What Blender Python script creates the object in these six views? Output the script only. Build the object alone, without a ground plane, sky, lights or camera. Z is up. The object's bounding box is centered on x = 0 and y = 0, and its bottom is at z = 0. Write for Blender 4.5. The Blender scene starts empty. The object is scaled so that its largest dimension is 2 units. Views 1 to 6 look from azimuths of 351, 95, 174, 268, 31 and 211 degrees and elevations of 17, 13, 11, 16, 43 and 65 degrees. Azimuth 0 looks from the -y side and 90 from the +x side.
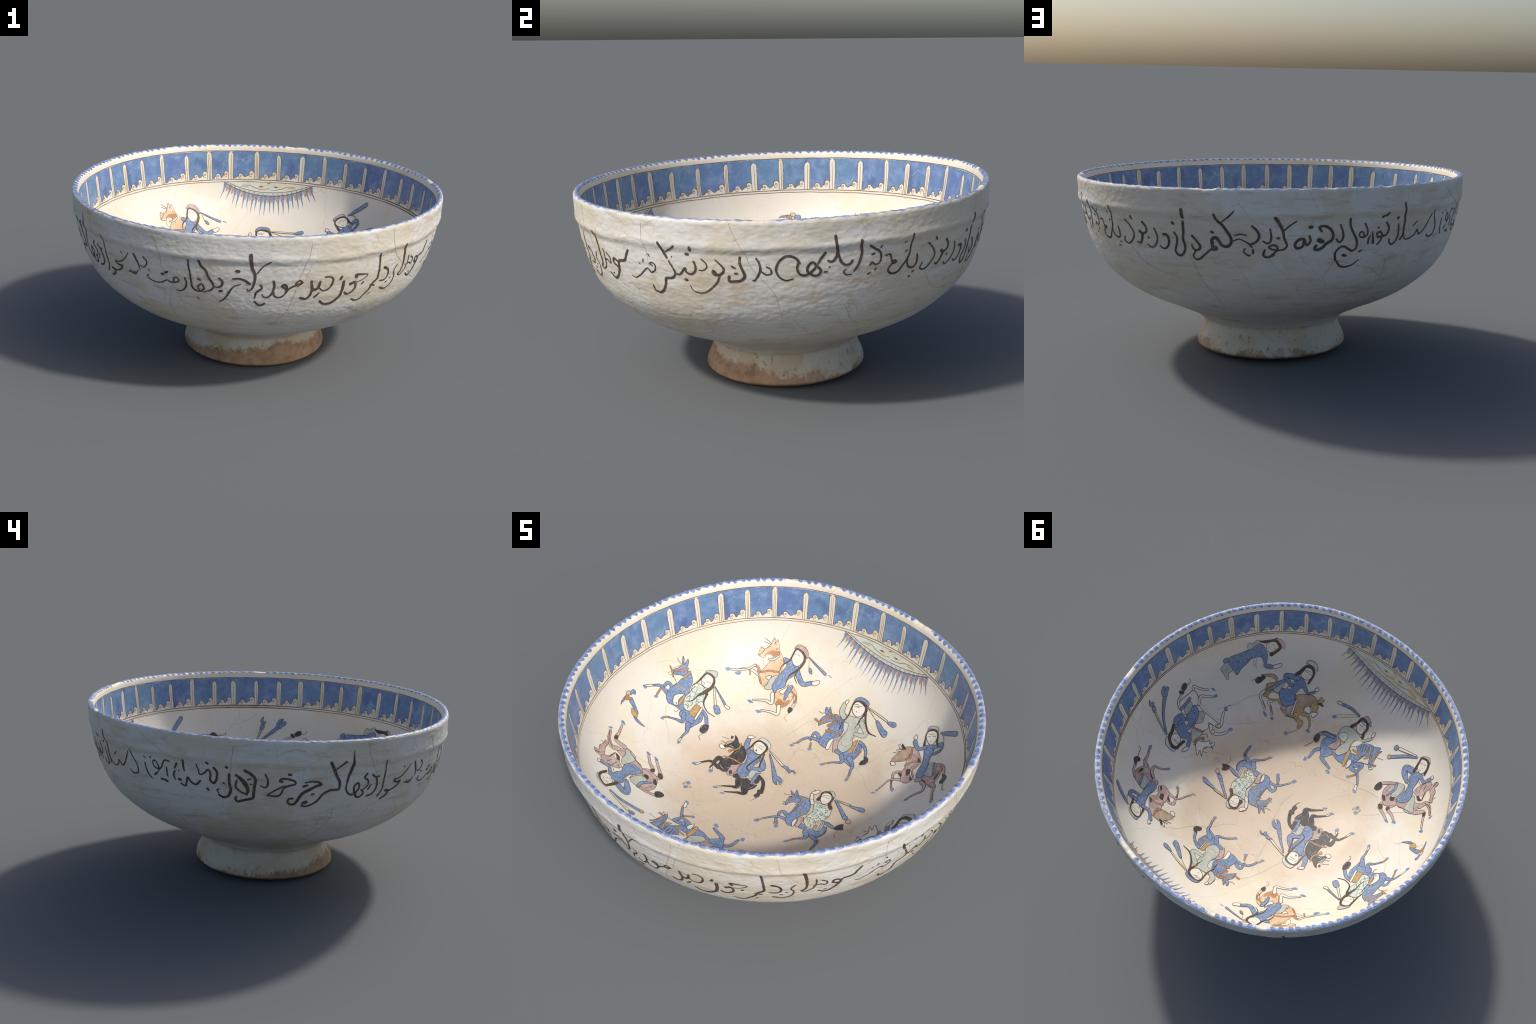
# A large painted fritware bowl: a deep hemispherical bowl on a flaring foot ring,
# cobalt frieze and galloping horsemen painted inside, a brown-black line of cursive
# writing outside.  Everything is computed from profiles, strokes and rules.
import bpy, bmesh, math, random
import numpy as np
from mathutils import Vector
from mathutils.geometry import delaunay_2d_cdt

random.seed(7)
rng = np.random.default_rng(7)

# ------------------------------------------------------------------ shape
# The pot sits slightly askew: its level planes tilt and its axis leans.
TILT_X, TILT_Y = -0.0132, 0.0318
BASE_X, BASE_Y = -0.0095, 0.021
LEAN_X, LEAN_Y = 0.0105, -0.0245
OVAL_COS, OVAL_SIN = 0.0056, 0.0042
SIT = 0.0                                          # set below so that the foot just touches the ground
# (height, radius) down the outside, from foot to lip
OUTER = np.array([
    (.0125, .377), (.03, .3938), (.06, .3878), (.10, .3699), (.15, .3563), (.19, .3915), (.215, .4315),
    (.24, .4815), (.27, .5465), (.31, .6375), (.36, .7282), (.42, .8043), (.48, .864), (.54, .9046),
    (.60, .930), (.63, .941), (.66, .949), (.69, .957), (.72, .9645), (.75, .970), (.775, .9745),
    (.79, .979), (.80, .984), (.815, .988), (.84, .989), (.88, .990), (.917, .992), (.929, .988), (.9335, .979)])
# (height, radius) up the inside, from the middle of the floor to the lip
INNER = np.array([
    (.228, 0), (.235, .18), (.255, .35), (.278, .45), (.306, .52), (.337, .58), (.378, .660), (.441, .754),
    (.495, .817), (.559, .873), (.62, .906), (.68, .926), (.75, .940), (.82, .949), (.88, .955),
    (.917, .961), (.929, .967), (.9335, .979)])
# the mouth is out of round: (cosine, sine) weights of its waves, one to six to the turn
MOUTH = [(-.0008, .0043), (.0014, -.0013), (.0046, .0011), (-.0032, .0037), (-.0002, -.0025), (.0013, -.0014)]


def out_of_round(h, a):
    up, low = np.clip((h - .55) / .38, 0, 1), np.clip((h - .3) / .25, 0, 1)
    bulge = .0028 * np.exp(-(np.angle(np.exp(1j * (a - 2.3))) / .38) ** 2) + .0055 * np.exp(-(np.angle(np.exp(1j * (a + 1.66))) / .85) ** 2)
    wave = .002 + sum(c * np.cos((k + 1) * a) + d * np.sin((k + 1) * a) for k, (c, d) in enumerate(MOUTH))
    return up * wave + bulge * low * (1 - .8 * up)


def heave(h, a):
    return np.clip((h - .55) / .38, 0, 1) * (-.001 * np.cos(a) - .0016 * np.sin(a) - .0023 * np.cos(2 * a) - .0021 * np.sin(2 * a))


# chips in the lip: (azimuth, half width) in degrees
CHIPS = [(115, 1.5), (67, 3.4), (100, 1.2), (0, 2.4)]


def lip_chips(h, a):
    """Small bites out of the lip, and its slight unevenness."""
    deg = np.degrees(a)
    bite = sum(np.exp(-(((deg - c + 180) % 360 - 180) / (w * .7)) ** 2) * (.003 + .0006 * w) for c, w in CHIPS)
    return np.clip((h - .905) / .03, 0, 1) * (-bite + .0012 * np.sin(152 * a) * np.sin(9 * a) + .0008 * np.sin(61 * a + 1))


def slopes(t, y):
    """Shape-preserving (monotone cubic) slopes for a curve through points."""
    d = np.diff(y) / np.diff(t)
    m = np.zeros_like(y)
    m[0], m[-1] = d[0], d[-1]
    for i in range(1, len(y) - 1):
        if d[i - 1] * d[i] > 0:
            w1 = 2 * (t[i + 1] - t[i]) + (t[i] - t[i - 1])
            w2 = (t[i + 1] - t[i]) + 2 * (t[i] - t[i - 1])
            m[i] = (w1 + w2) / (w1 / d[i - 1] + w2 / d[i])
    return m


class Profile:
    """A smooth curve through (height, radius) points, walked by chord length."""

    def __init__(self, pts):
        self.pts = pts
        self.t = np.r_[0, np.cumsum(np.hypot(*np.diff(pts, axis=0).T))]
        self.m = [slopes(self.t, pts[:, k]) for k in (0, 1)]

    def at(self, t):
        t = np.clip(t, 0, self.t[-1])
        i = np.clip(np.searchsorted(self.t, t, side="right") - 1, 0, len(self.t) - 2)
        w = self.t[i + 1] - self.t[i]
        u = (t - self.t[i]) / w
        out = []
        for k in (0, 1):
            y0, y1, m0, m1 = self.pts[i, k], self.pts[i + 1, k], self.m[k][i] * w, self.m[k][i + 1] * w
            out.append((2 * u**3 - 3 * u**2 + 1) * y0 + (u**3 - 2 * u**2 + u) * m0 + (3 * u**2 - 2 * u**3) * y1 + (u**3 - u**2) * m1)
        return out

    def t_of_height(self, h):
        return np.interp(h, self.pts[:, 0], self.t)


outer, inner = Profile(OUTER), Profile(INNER)


def place(h, r, a):
    """From the pot's own height, radius and azimuth to world space."""
    R = r * (1 + OVAL_COS * np.cos(2 * a) + OVAL_SIN * np.sin(2 * a)) + out_of_round(h, a)
    h = h + heave(h, a) + lip_chips(h, a)
    x, y = BASE_X + R * np.cos(a), BASE_Y + R * np.sin(a)
    z = (h + TILT_X * x + TILT_Y * y) / (1 - TILT_X * LEAN_X - TILT_Y * LEAN_Y)
    return np.stack([x + LEAN_X * z, y + LEAN_Y * z, z + SIT], -1)


# gradient noise, so that body and paint share one relief
PERM = np.random.default_rng(11).permutation(256)
PERM = np.r_[PERM, PERM, PERM]
GRAD = np.random.default_rng(12).normal(size=(256, 3))
GRAD /= np.linalg.norm(GRAD, axis=1)[:, None]


def noise3(x, y, z):
    xi, yi, zi = (np.floor(v).astype(int) for v in (x, y, z))
    xf, yf, zf = x - xi, y - yi, z - zi
    fade = lambda t: t * t * t * (t * (t * 6 - 15) + 10)
    u, v, w = fade(xf), fade(yf), fade(zf)
    val = 0
    for dx in (0, 1):
        for dy in (0, 1):
            for dz in (0, 1):
                g = GRAD[PERM[PERM[PERM[(xi + dx) & 255] + ((yi + dy) & 255)] + ((zi + dz) & 255)] & 255]
                dot = g[..., 0] * (xf - dx) + g[..., 1] * (yf - dy) + g[..., 2] * (zf - dz)
                val = val + dot * (u if dx else 1 - u) * (v if dy else 1 - v) * (w if dz else 1 - w)
    return val


def relief_outer(h, r, a):
    """Hand-thrown lumps and finger ridges on the outside, strongest on one side."""
    x, y = r * np.cos(a), r * np.sin(a)
    side = .55 + .45 * np.clip(.5 + .9 * np.cos(a + .85), 0, 1)
    lumps = noise3(x * 24, y * 24, h * 44) * .0012 + noise3(x * 42, y * 42, h * 66) * .0014 + noise3(x * 84 + 5, y * 84, h * 120) * .0006
    slow = noise3(x * 6 + 9, y * 6, h * 9) * .0022
    ledge = np.exp(-((h - .798 - .012 * noise3(x * 5, y * 5 + 3, h * 0) - .006 * noise3(x * 16, y * 16, h * 0)) / .016) ** 2) * -.0034 + np.exp(-((h - .826 - .006 * noise3(x * 5, y * 5 + 3, h * 0)) / .014) ** 2) * (.0022 + .004 * noise3(x * 9, y * 9 + 1, h * 0))
    body = np.clip((h - .19) / .08, 0, 1) * np.clip((.935 - h) / .02, 0, 1)
    foot = (1 - np.clip((h - .15) / .05, 0, 1)) * np.clip((h - .0) / .03, 0, 1)
    return body * (lumps * side + slow + ledge) + foot * (noise3(x * 22, y * 22, h * 22) * .0022 + noise3(x * 5, y * 5, h * 5) * .003)


def relief_inner(h, r, a):
    x, y = r * np.cos(a), r * np.sin(a)
    return np.clip((.93 - h) / .03, 0, 1) * (noise3(x * 6, y * 6 + 4, h * 6) * .002 + noise3(x * 14, y * 14, h * 14) * .0005)


def surface(prof, t, a, lift=0.0, sign=1):
    """Point on the outside (sign 1) or inside (-1) skin, lifted along its normal."""
    t, a = np.broadcast_arrays(np.asarray(t, float), np.asarray(a, float))
    e = 1e-3
    h, r = prof.at(t)
    h1, r1 = prof.at(np.minimum(t + e, prof.t[-1]))
    h0, r0 = prof.at(np.maximum(t - e, 0))
    dh, dr = h1 - h0, r1 - r0
    n = np.hypot(dh, dr) + 1e-12
    nh, nr = (-dr / n, dh / n) if sign > 0 else (dr / n, -dh / n)
    d = lift + (relief_outer(h, r, a) if sign > 0 else relief_inner(h, r, a))
    return place(h + nh * d, r + nr * d, a)


def on_outside(azimuth, height, lift):
    return surface(outer, outer.t_of_height(height), azimuth, lift, 1)


def on_inside(azimuth, height, lift):
    return surface(inner, inner.t_of_height(height), azimuth, lift, -1)


def on_floor(x, y, lift):
    """Inside skin addressed by a flat disc: distance along the wall and direction."""
    return surface(inner, np.hypot(x, y), np.arctan2(y, x), lift, -1)


# ------------------------------------------------------------------ materials
def nodes_of(name):
    m = bpy.data.materials.new(name)
    m.use_nodes = True
    nt = m.node_tree
    return m, nt, nt.nodes["Principled BSDF"]


class Graph:
    def __init__(self, nt):
        self.nt = nt
        self.coord = nt.nodes.new("ShaderNodeTexCoord").outputs["Object"]

    def put(self, socket, value):
        if isinstance(value, bpy.types.NodeSocket):
            self.nt.links.new(value, socket)
        elif value is not None:
            socket.default_value = value

    def mapped(self, scale, shift=(0, 0, 0)):
        n = self.nt.nodes.new("ShaderNodeMapping")
        self.put(n.inputs["Vector"], self.coord)
        n.inputs["Scale"].default_value = scale
        n.inputs["Location"].default_value = shift
        return n.outputs[0]

    def noise(self, scale, detail=4, rough=.55, vec=None, distort=0):
        n = self.nt.nodes.new("ShaderNodeTexNoise")
        self.put(n.inputs["Vector"], vec or self.coord)
        n.inputs["Scale"].default_value, n.inputs["Detail"].default_value = scale, detail
        n.inputs["Roughness"].default_value, n.inputs["Distortion"].default_value = rough, distort
        return n.outputs["Fac"]

    def cells(self, scale, vec=None, feature="DISTANCE_TO_EDGE", rand=1):
        n = self.nt.nodes.new("ShaderNodeTexVoronoi")
        n.feature = feature
        self.put(n.inputs["Vector"], vec or self.coord)
        n.inputs["Scale"].default_value = scale
        n.inputs["Randomness"].default_value = rand
        return n.outputs["Distance"] if feature != "F1" else n.outputs["Color"]

    def ramp(self, fac, a, b, lo=0.0, hi=1.0):
        n = self.nt.nodes.new("ShaderNodeMapRange")
        n.clamp = True
        n.interpolation_type = "SMOOTHSTEP"
        self.put(n.inputs["Value"], fac)
        n.inputs["From Min"].default_value, n.inputs["From Max"].default_value = a, b
        n.inputs["To Min"].default_value, n.inputs["To Max"].default_value = lo, hi
        return n.outputs[0]

    def math(self, op, a, b=None):
        n = self.nt.nodes.new("ShaderNodeMath")
        n.operation = op
        self.put(n.inputs[0], a)
        self.put(n.inputs[1], b)
        return n.outputs[0]

    def mix(self, fac, a, b):
        n = self.nt.nodes.new("ShaderNodeMix")
        n.data_type = "RGBA"
        self.put(n.inputs[0], fac)
        for s, v in ((n.inputs[6], a), (n.inputs[7], b)):
            self.put(s, v if isinstance(v, bpy.types.NodeSocket) else (*v, 1))
        return n.outputs[2]

    def xyz(self):
        n = self.nt.nodes.new("ShaderNodeSeparateXYZ")
        self.put(n.inputs[0], self.coord)
        return n.outputs

    def warped(self, scale, amount):
        n = self.nt.nodes.new("ShaderNodeTexNoise")
        self.put(n.inputs["Vector"], self.coord)
        n.inputs["Scale"].default_value, n.inputs["Detail"].default_value = scale, 4
        v = self.nt.nodes.new("ShaderNodeVectorMath")
        v.operation = "MULTIPLY_ADD"
        self.put(v.inputs[0], n.outputs["Color"])
        v.inputs[1].default_value = (amount,) * 3
        self.put(v.inputs[2], self.coord)
        return v.outputs[0]

    def bump(self, bsdf, height, strength, distance):
        n = self.nt.nodes.new("ShaderNodeBump")
        n.inputs["Strength"].default_value, n.inputs["Distance"].default_value = strength, distance
        self.put(n.inputs["Height"], height)
        self.nt.links.new(n.outputs[0], bsdf.inputs["Normal"])


def finish(bsdf, colour, g, rough=.5, spec=.35):
    g.put(bsdf.inputs["Base Color"], colour)
    bsdf.inputs["Roughness"].default_value = rough
    bsdf.inputs["Specular IOR Level"].default_value = spec


def glaze_outside():
    m, nt, b = nodes_of("outside_glaze")
    g = Graph(nt)
    cream, pale, tan, buff = (.605, .56, .465), (.635, .62, .585), (.41, .32, .215), (.53, .475, .37)
    blot = g.noise(1.7, 5, .6, g.warped(2.5, .35))
    c = g.mix(g.ramp(blot, .44, .50), cream, pale)
    c = g.mix(g.math("MULTIPLY", g.ramp(g.noise(3.1, 6, .62, g.mapped((1, 1, 2.2), (4, 1, 2))), .50, .68), .65), c, buff)
    streak = g.noise(7, 7, .68, g.mapped((1, 1, 5), (1, 7, 3)))
    c = g.mix(g.math("MULTIPLY", g.ramp(streak, .50, .72), .62), c, tan)
    crack = g.ramp(g.cells(1.15, g.warped(3, .22)), .0, .0034, 1, 0)
    hair = g.ramp(g.cells(3.4, g.warped(6, .10)), .0, .0065, 1, 0)
    c = g.mix(g.math("MULTIPLY", crack, g.ramp(g.noise(2.7, 3), .40, .62, .08, .40)), c, (.40, .28, .17))
    c = g.mix(g.math("MULTIPLY", g.math("MULTIPLY", hair, g.ramp(g.noise(2.2), .40, .58)), .6), c, (.40, .29, .18))
    speck = g.ramp(g.noise(46, 2, .5), .72, .78)
    c = g.mix(g.math("MULTIPLY", speck, .5), c, (.36, .27, .18))
    finish(b, c, g, .50, .35)
    g.bump(b, g.noise(60, 5, .6, g.mapped((1, 1, 1.8))), .22, .004)
    return m


def glaze_inside():
    m, nt, b = nodes_of("inside_glaze")
    g = Graph(nt)
    x, y, z = g.xyz()
    white, cream, peach, rose = (.695, .65, .565), (.685, .62, .485), (.575, .465, .345), (.595, .49, .38)
    c = g.mix(g.ramp(g.noise(1.9, 5, .6, g.warped(2, .3)), .47, .58), white, cream)
    dist = g.math("SQRT", g.math("ADD", g.math("MULTIPLY", x, x), g.math("MULTIPLY", y, y)))
    ragged = g.math("ADD", dist, g.math("MULTIPLY", g.math("SUBTRACT", g.noise(3.2, 5, .6), .5), .55))
    floor = g.ramp(ragged, .42, .74, 1, 0)
    c = g.mix(floor, c, g.mix(g.ramp(g.noise(4, 6, .6), .4, .65), peach, rose))
    craze = g.ramp(g.cells(15, g.warped(11, .11)), 0, .020, 1, 0)
    craze2 = g.ramp(g.cells(5, g.warped(4, .12)), 0, .0065, 1, 0)
    c = g.mix(g.math("MULTIPLY", g.math("MULTIPLY", craze, floor), g.ramp(g.noise(6), .42, .60, .08, .75)), c, (.42, .265, .15))
    c = g.mix(g.math("MULTIPLY", craze2, g.ramp(g.noise(2.4, 3), .42, .62, .05, .38)), c, (.52, .37, .25))
    stain = g.ramp(g.noise(8, 6, .65), .60, .75)
    c = g.mix(g.math("MULTIPLY", stain, .30), c, (.58, .42, .28))
    crack = g.ramp(g.cells(1.3, g.warped(3.5, .2)), .0, .0026, 1, 0)
    c = g.mix(g.math("MULTIPLY", crack, .42), c, (.45, .30, .20))
    finish(b, c, g, .45, .4)
    g.bump(b, g.noise(40, 4), .08, .004)
    return m


def foot_material():
    m, nt, b = nodes_of("foot_glaze_and_clay")
    g = Graph(nt)
    x, y, z = g.xyz()
    al = math.radians(85)
    around = g.math("ADD", g.math("MULTIPLY", x, .045 * math.cos(al) / .38), g.math("MULTIPLY", y, -.045 * math.sin(al) / .38))
    edge = g.math("ADD", around, .068)
    drip = g.noise(8, 8, .70, g.mapped((1, 1, .45)))
    edge = g.math("ADD", edge, g.math("MULTIPLY", g.math("SUBTRACT", drip, .5), .19))
    bare = g.ramp(g.math("SUBTRACT", g.math("ADD", edge, g.math("MULTIPLY", g.math("SUBTRACT", g.noise(60, 6, .7), .5), .085)), z), -.014, .018)
    blotch = g.ramp(g.math("SUBTRACT", g.noise(13, 8, .72, g.mapped((1, 1, .8), (2, 5, 1))), g.math("MULTIPLY", z, 3.0)), .30, .40)
    bare = g.math("MAXIMUM", bare, g.math("MULTIPLY", blotch, .9))
    clay = g.mix(g.ramp(g.noise(14, 7, .65), .35, .68), (.44, .285, .17), (.27, .165, .10))
    glaze = g.mix(g.ramp(g.noise(6, 5), .42, .62), (.60, .55, .45), (.55, .46, .33))
    pits = g.ramp(g.noise(38, 5, .7, g.mapped((1, 1, .6))), .56, .66)
    glaze = g.mix(g.math("MULTIPLY", pits, g.ramp(g.noise(3.5), .38, .55, .15, .8)), glaze, (.30, .20, .13))
    rusty = g.ramp(g.noise(4.2, 5, .6, g.mapped((1, 1, 1), (3, 8, 1))), .57, .70)
    glaze = g.mix(g.math("MULTIPLY", rusty, .7), glaze, (.45, .28, .14))
    c = g.mix(bare, glaze, clay)
    finish(b, c, g, .7, .25)
    g.bump(b, g.noise(70, 5, .6), .25, .003)
    return m


def pigment(name, a, b_, worn=None, scale=28, amount=.25, rough=.5):
    """Painted colour, mottled between two tones, wearing towards a third."""
    m, nt, b = nodes_of(name)
    g = Graph(nt)
    c = g.mix(g.ramp(g.noise(scale, 5, .6), .36, .66), a, b_)
    if worn:
        c = g.mix(g.math("MULTIPLY", g.ramp(g.noise(scale * 3.4, 4, .6), .52, .68), amount), c, worn)
    finish(b, c, g, rough, .35)
    return m


def floral_cloth():
    """Pale turquoise cloth covered with dark scrolling lines."""
    m, nt, b = nodes_of("scrolled_cloth_paint")
    g = Graph(nt)
    c = g.mix(g.ramp(g.noise(22, 4), .40, .62), (.47, .60, .545), (.62, .62, .50))
    scroll = g.ramp(g.math("ABSOLUTE", g.math("SUBTRACT", g.noise(66, 1, .4), .5)), .014, .04, 1, 0)
    c = g.mix(g.math("MULTIPLY", scroll, g.ramp(g.noise(40), .35, .6, .2, .85)), c, (.10, .085, .07))
    finish(b, c, g, .5, .35)
    return m


def sun_face():
    """Worn washes of celadon, cream and ochre."""
    m, nt, b = nodes_of("sun_face_wash")
    g = Graph(nt)
    c = g.mix(g.ramp(g.noise(6, 4), .42, .58), (.56, .60, .53), (.64, .58, .45))
    c = g.mix(g.math("MULTIPLY", g.ramp(g.noise(9, 5, .6, g.mapped((1, 1, 1), (5, 2, 7))), .50, .66), .7), c, (.60, .49, .28))
    c = g.mix(g.math("MULTIPLY", g.ramp(g.noise(34, 5, .6), .50, .68), .5), c, (.42, .40, .33))
    finish(b, c, g, .5, .35)
    return m


def panel_blue():
    m, nt, b = nodes_of("frieze_cobalt")
    g = Graph(nt)
    info = nt.nodes.new("ShaderNodeObjectInfo").outputs["Random"]
    violet, teal = (.105, .160, .365), (.125, .235, .37)
    c = g.mix(g.math("ADD", g.math("MULTIPLY", info, .6), g.math("MULTIPLY", g.ramp(g.noise(3.5, 4), .35, .65), .4)), violet, teal)
    c = g.mix(g.math("MULTIPLY", g.ramp(g.noise(16, 6, .62), .42, .68), .6), c, (.235, .335, .52))
    c = g.mix(g.math("MULTIPLY", g.ramp(g.noise(11, 5, .6, g.mapped((1, 1, .6), (2, 2, 9))), .52, .7), .55), c, (.065, .085, .245))
    scratch = g.ramp(g.cells(5.5, g.warped(5, .18)), 0, .008, 1, 0)
    c = g.mix(g.math("MULTIPLY", scratch, g.ramp(g.noise(5), .45, .6, 0, .5)), c, (.45, .50, .66))
    finish(b, c, g, .45, .4)
    return m


def rim_blue():
    m, nt, b = nodes_of("rim_wash")
    g = Graph(nt)
    worn = g.ramp(g.noise(26, 5, .6), .42, .60, .1, .9)
    c = g.mix(worn, (.20, .27, .48), (.42, .46, .57))
    finish(b, c, g, .45, .4)
    return m


MAT = {
    "blue": pigment("cobalt_paint", (.105, .16, .305), (.215, .295, .43), (.48, .51, .545), 90, .6),
    "black": pigment("black_paint", (.042, .037, .036), (.075, .064, .06), (.22, .20, .19), 34, .45),
    "brown": pigment("brown_line_paint", (.060, .040, .030), (.10, .066, .046), (.24, .17, .12), 26, .3),
    "rust": pigment("rust_paint", (.36, .165, .070), (.46, .25, .125), (.62, .45, .30), 30, .4),
    "ochre": pigment("ochre_paint", (.40, .245, .085), (.50, .34, .15), (.62, .50, .33), 30, .4),
    "peach": pigment("peach_paint", (.60, .40, .245), (.67, .52, .375), (.40, .205, .095), 14, .75),
    "sepia": pigment("sepia_paint", (.36, .245, .155), (.48, .36, .27), (.24, .14, .085), 24, .5),
    "mauve": pigment("mauve_paint", (.42, .295, .265), (.52, .40, .37), (.24, .14, .12), 26, .5),
    "blush": pigment("blush_paint", (.60, .44, .40), (.66, .52, .46)),
    "green": pigment("turquoise_paint", (.50, .62, .56), (.60, .65, .55), (.36, .42, .37), 26, .35),
    "celadon": pigment("celadon_paint", (.45, .525, .475), (.57, .58, .485), (.36, .38, .32), 24, .5),
    "sage": pigment("sage_paint", (.40, .425, .375), (.50, .49, .41), (.30, .30, .26), 34, .4),
    "pale": pigment("cream_paint", (.70, .645, .54), (.72, .67, .58), (.60, .50, .38), 18, .2),
    "ink": pigment("ink_paint", (.060, .047, .042), (.105, .075, .057), (.25, .175, .12), 20, .5),
    "line": pigment("fine_brown_line", (.135, .082, .045), (.23, .145, .082), (.36, .26, .17), 24, .2),
    "crack": pigment("dirt_in_crack", (.40, .30, .20), (.52, .43, .32), (.58, .52, .42), 20, .6),
    "cloth": floral_cloth(), "sun": sun_face(), "panel": panel_blue(), "rim": rim_blue(),
    "dot": pigment("scallop_cobalt", (.10, .145, .325), (.18, .25, .45), (.36, .41, .54), 34, .4),
    "petal": pigment("petal_wash", (.40, .22, .115), (.54, .37, .23), (.62, .52, .40), 34, .5),
    "chip": pigment("bare_chip", (.62, .50, .42), (.70, .62, .54)),
}
OUTSIDE, INSIDE, FOOT = glaze_outside(), glaze_inside(), foot_material()

# ------------------------------------------------------------------ objects
root = bpy.data.objects.new("ceramic_bowl", None)
bpy.context.collection.objects.link(root)
root["label"] = "antique cream ceramic bowl painted with blue frieze and galloping horsemen"
root["category"] = "bowl"


def mesh_object(name, verts, faces, mats, face_mat=None, parent=root, smooth=True):
    me = bpy.data.meshes.new(name)
    me.from_pydata([tuple(map(float, v)) for v in verts], [], [tuple(map(int, f)) for f in faces])
    for m in mats:
        me.materials.append(m)
    if face_mat is not None:
        me.polygons.foreach_set("material_index", np.asarray(face_mat, np.int32))
    me.polygons.foreach_set("use_smooth", np.full(len(me.polygons), smooth))
    me.update()
    ob = bpy.data.objects.new(name, me)
    bpy.context.collection.objects.link(ob)
    ob.parent = parent
    return ob


def build_pot():
    """One closed skin of revolution, cut afterwards into bowl body and foot ring."""
    seg = 1400
    a = np.linspace(0, 2 * np.pi, seg, endpoint=False)
    rings = []                                     # (points, kind) from floor centre over the lip to the foot recess
    ti = inner.t[-1] * np.linspace(0.002, 1, 170)
    for t in ti:
        rings.append((surface(inner, t, a, 0, -1), "inside"))
    to = np.linspace(outer.t[-1], 0, 350)[1:]
    neck = outer.t_of_height(.168)
    for t in to:
        rings.append((surface(outer, t, a, 0, 1), "outside" if t > neck else "foot"))
    for h, r in ((.0112, .370), (.0105, .362), (.0105, .345), (.012, .333), (.02, .327), (.06, .318), (.10, .305), (.118, .27), (.122, .15), (.123, .004)):
        x, y = r * np.cos(a), r * np.sin(a)
        rings.append((place(h + .0015 * noise3(x * 9, y * 9, x * 0 + h * 4), r, a), "foot"))
    V = np.concatenate([p for p, _ in rings])
    n = len(rings)
    faces, kind = [], []
    j = np.arange(seg)
    k = (j + 1) % seg
    for i in range(n - 1):
        q = np.stack([i * seg + j, i * seg + k, (i + 1) * seg + k, (i + 1) * seg + j], -1)
        faces.append(q)
        kind += [rings[i + 1][1]] * seg
    faces = np.concatenate(faces)[:, ::-1]
    kind = np.array(kind)
    # whole-skin vertex normals, shared by both parts so the seam stays invisible
    e1, e2 = V[faces[:, 1]] - V[faces[:, 0]], V[faces[:, 3]] - V[faces[:, 0]]
    fn = np.cross(e1, e2)
    N = np.zeros_like(V)
    for c in range(4):
        np.add.at(N, faces[:, c], fn)
    N /= np.linalg.norm(N, axis=1)[:, None] + 1e-12
    dz = 0.0
    for name, pick, mats in (("bowl_body", kind != "foot", [OUTSIDE, INSIDE]), ("foot_ring", kind == "foot", [FOOT])):
        f = faces[pick]
        ids = np.unique(f)
        remap = np.full(len(V), -1)
        remap[ids] = np.arange(len(ids))
        f = remap[f]
        mi = (kind[pick] == "inside").astype(int) if name == "bowl_body" else np.zeros(len(f), int)
        v, nn = V[ids], N[ids]
        f = [list(q) for q in f]
        me_faces = f
        ob = mesh_object(name, v, me_faces, mats, mi)
        if name == "bowl_body":                    # close the pinhole in the middle of the floor
            bm = bmesh.new()
            bm.from_mesh(ob.data)
            edges = [e for e in bm.edges if e.is_boundary and (e.verts[0].co.x ** 2 + e.verts[0].co.y ** 2) < .01]
            new = bmesh.ops.contextual_create(bm, geom=edges)["faces"]
            for q in new:
                q.material_index, q.smooth = 1, True
            bm.to_mesh(ob.data)
            bm.free()
        else:
            bm = bmesh.new()
            bm.from_mesh(ob.data)
            edges = [e for e in bm.edges if e.is_boundary and e.verts[0].co.xy.length < .05]
            bmesh.ops.contextual_create(bm, geom=edges)
            bm.to_mesh(ob.data)
            bm.free()
        ob.data.normals_split_custom_set_from_vertices([tuple(q) for q in nn])
    return place


# the lowest point of the foot must touch z = 0; the paint follows the same shift
SIT = -place(np.full(720, .0100), np.full(720, .358), np.linspace(0, 2 * np.pi, 720))[:, 2].min()
print("sits", SIT)
build_pot()


# ------------------------------------------------------------------ painting
def catmull(pts, step, closed=False):
    """Smooth curve through control points, resampled evenly."""
    p = np.asarray(pts, float)
    n = len(p)
    if n == 1:
        return p
    if n == 2 and not closed:
        k = max(2, int(np.linalg.norm(p[1] - p[0]) / step) + 1)
        return p[0] + (p[1] - p[0]) * np.linspace(0, 1, k)[:, None]
    if closed:
        q = np.vstack([p[-1], p, p[0], p[1]])
        spans = n
    else:
        q = np.vstack([2 * p[0] - p[1], p, 2 * p[-1] - p[-2]])
        spans = n - 1
    out = []
    for i in range(spans):
        a, b, c, d = q[i:i + 4]
        ta = np.linalg.norm(b - a) ** .5 + 1e-9
        tb = np.linalg.norm(c - b) ** .5 + 1e-9
        tc = np.linalg.norm(d - c) ** .5 + 1e-9
        m1 = tb * ((b - a) / ta - (c - a) / (ta + tb) + (c - b) / tb)
        m2 = tb * ((c - b) / tb - (d - b) / (tb + tc) + (d - c) / tc)
        k = max(2, int(np.linalg.norm(c - b) / step) + 1)
        u = np.linspace(0, 1, k, endpoint=False)[:, None]
        out.append((2 * u**3 - 3 * u**2 + 1) * b + (u**3 - 2 * u**2 + u) * m1 + (3 * u**2 - 2 * u**3) * c + (u**3 - u**2) * m2)
    if not closed:
        out.append(p[-1:])
    return np.concatenate(out)


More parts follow.
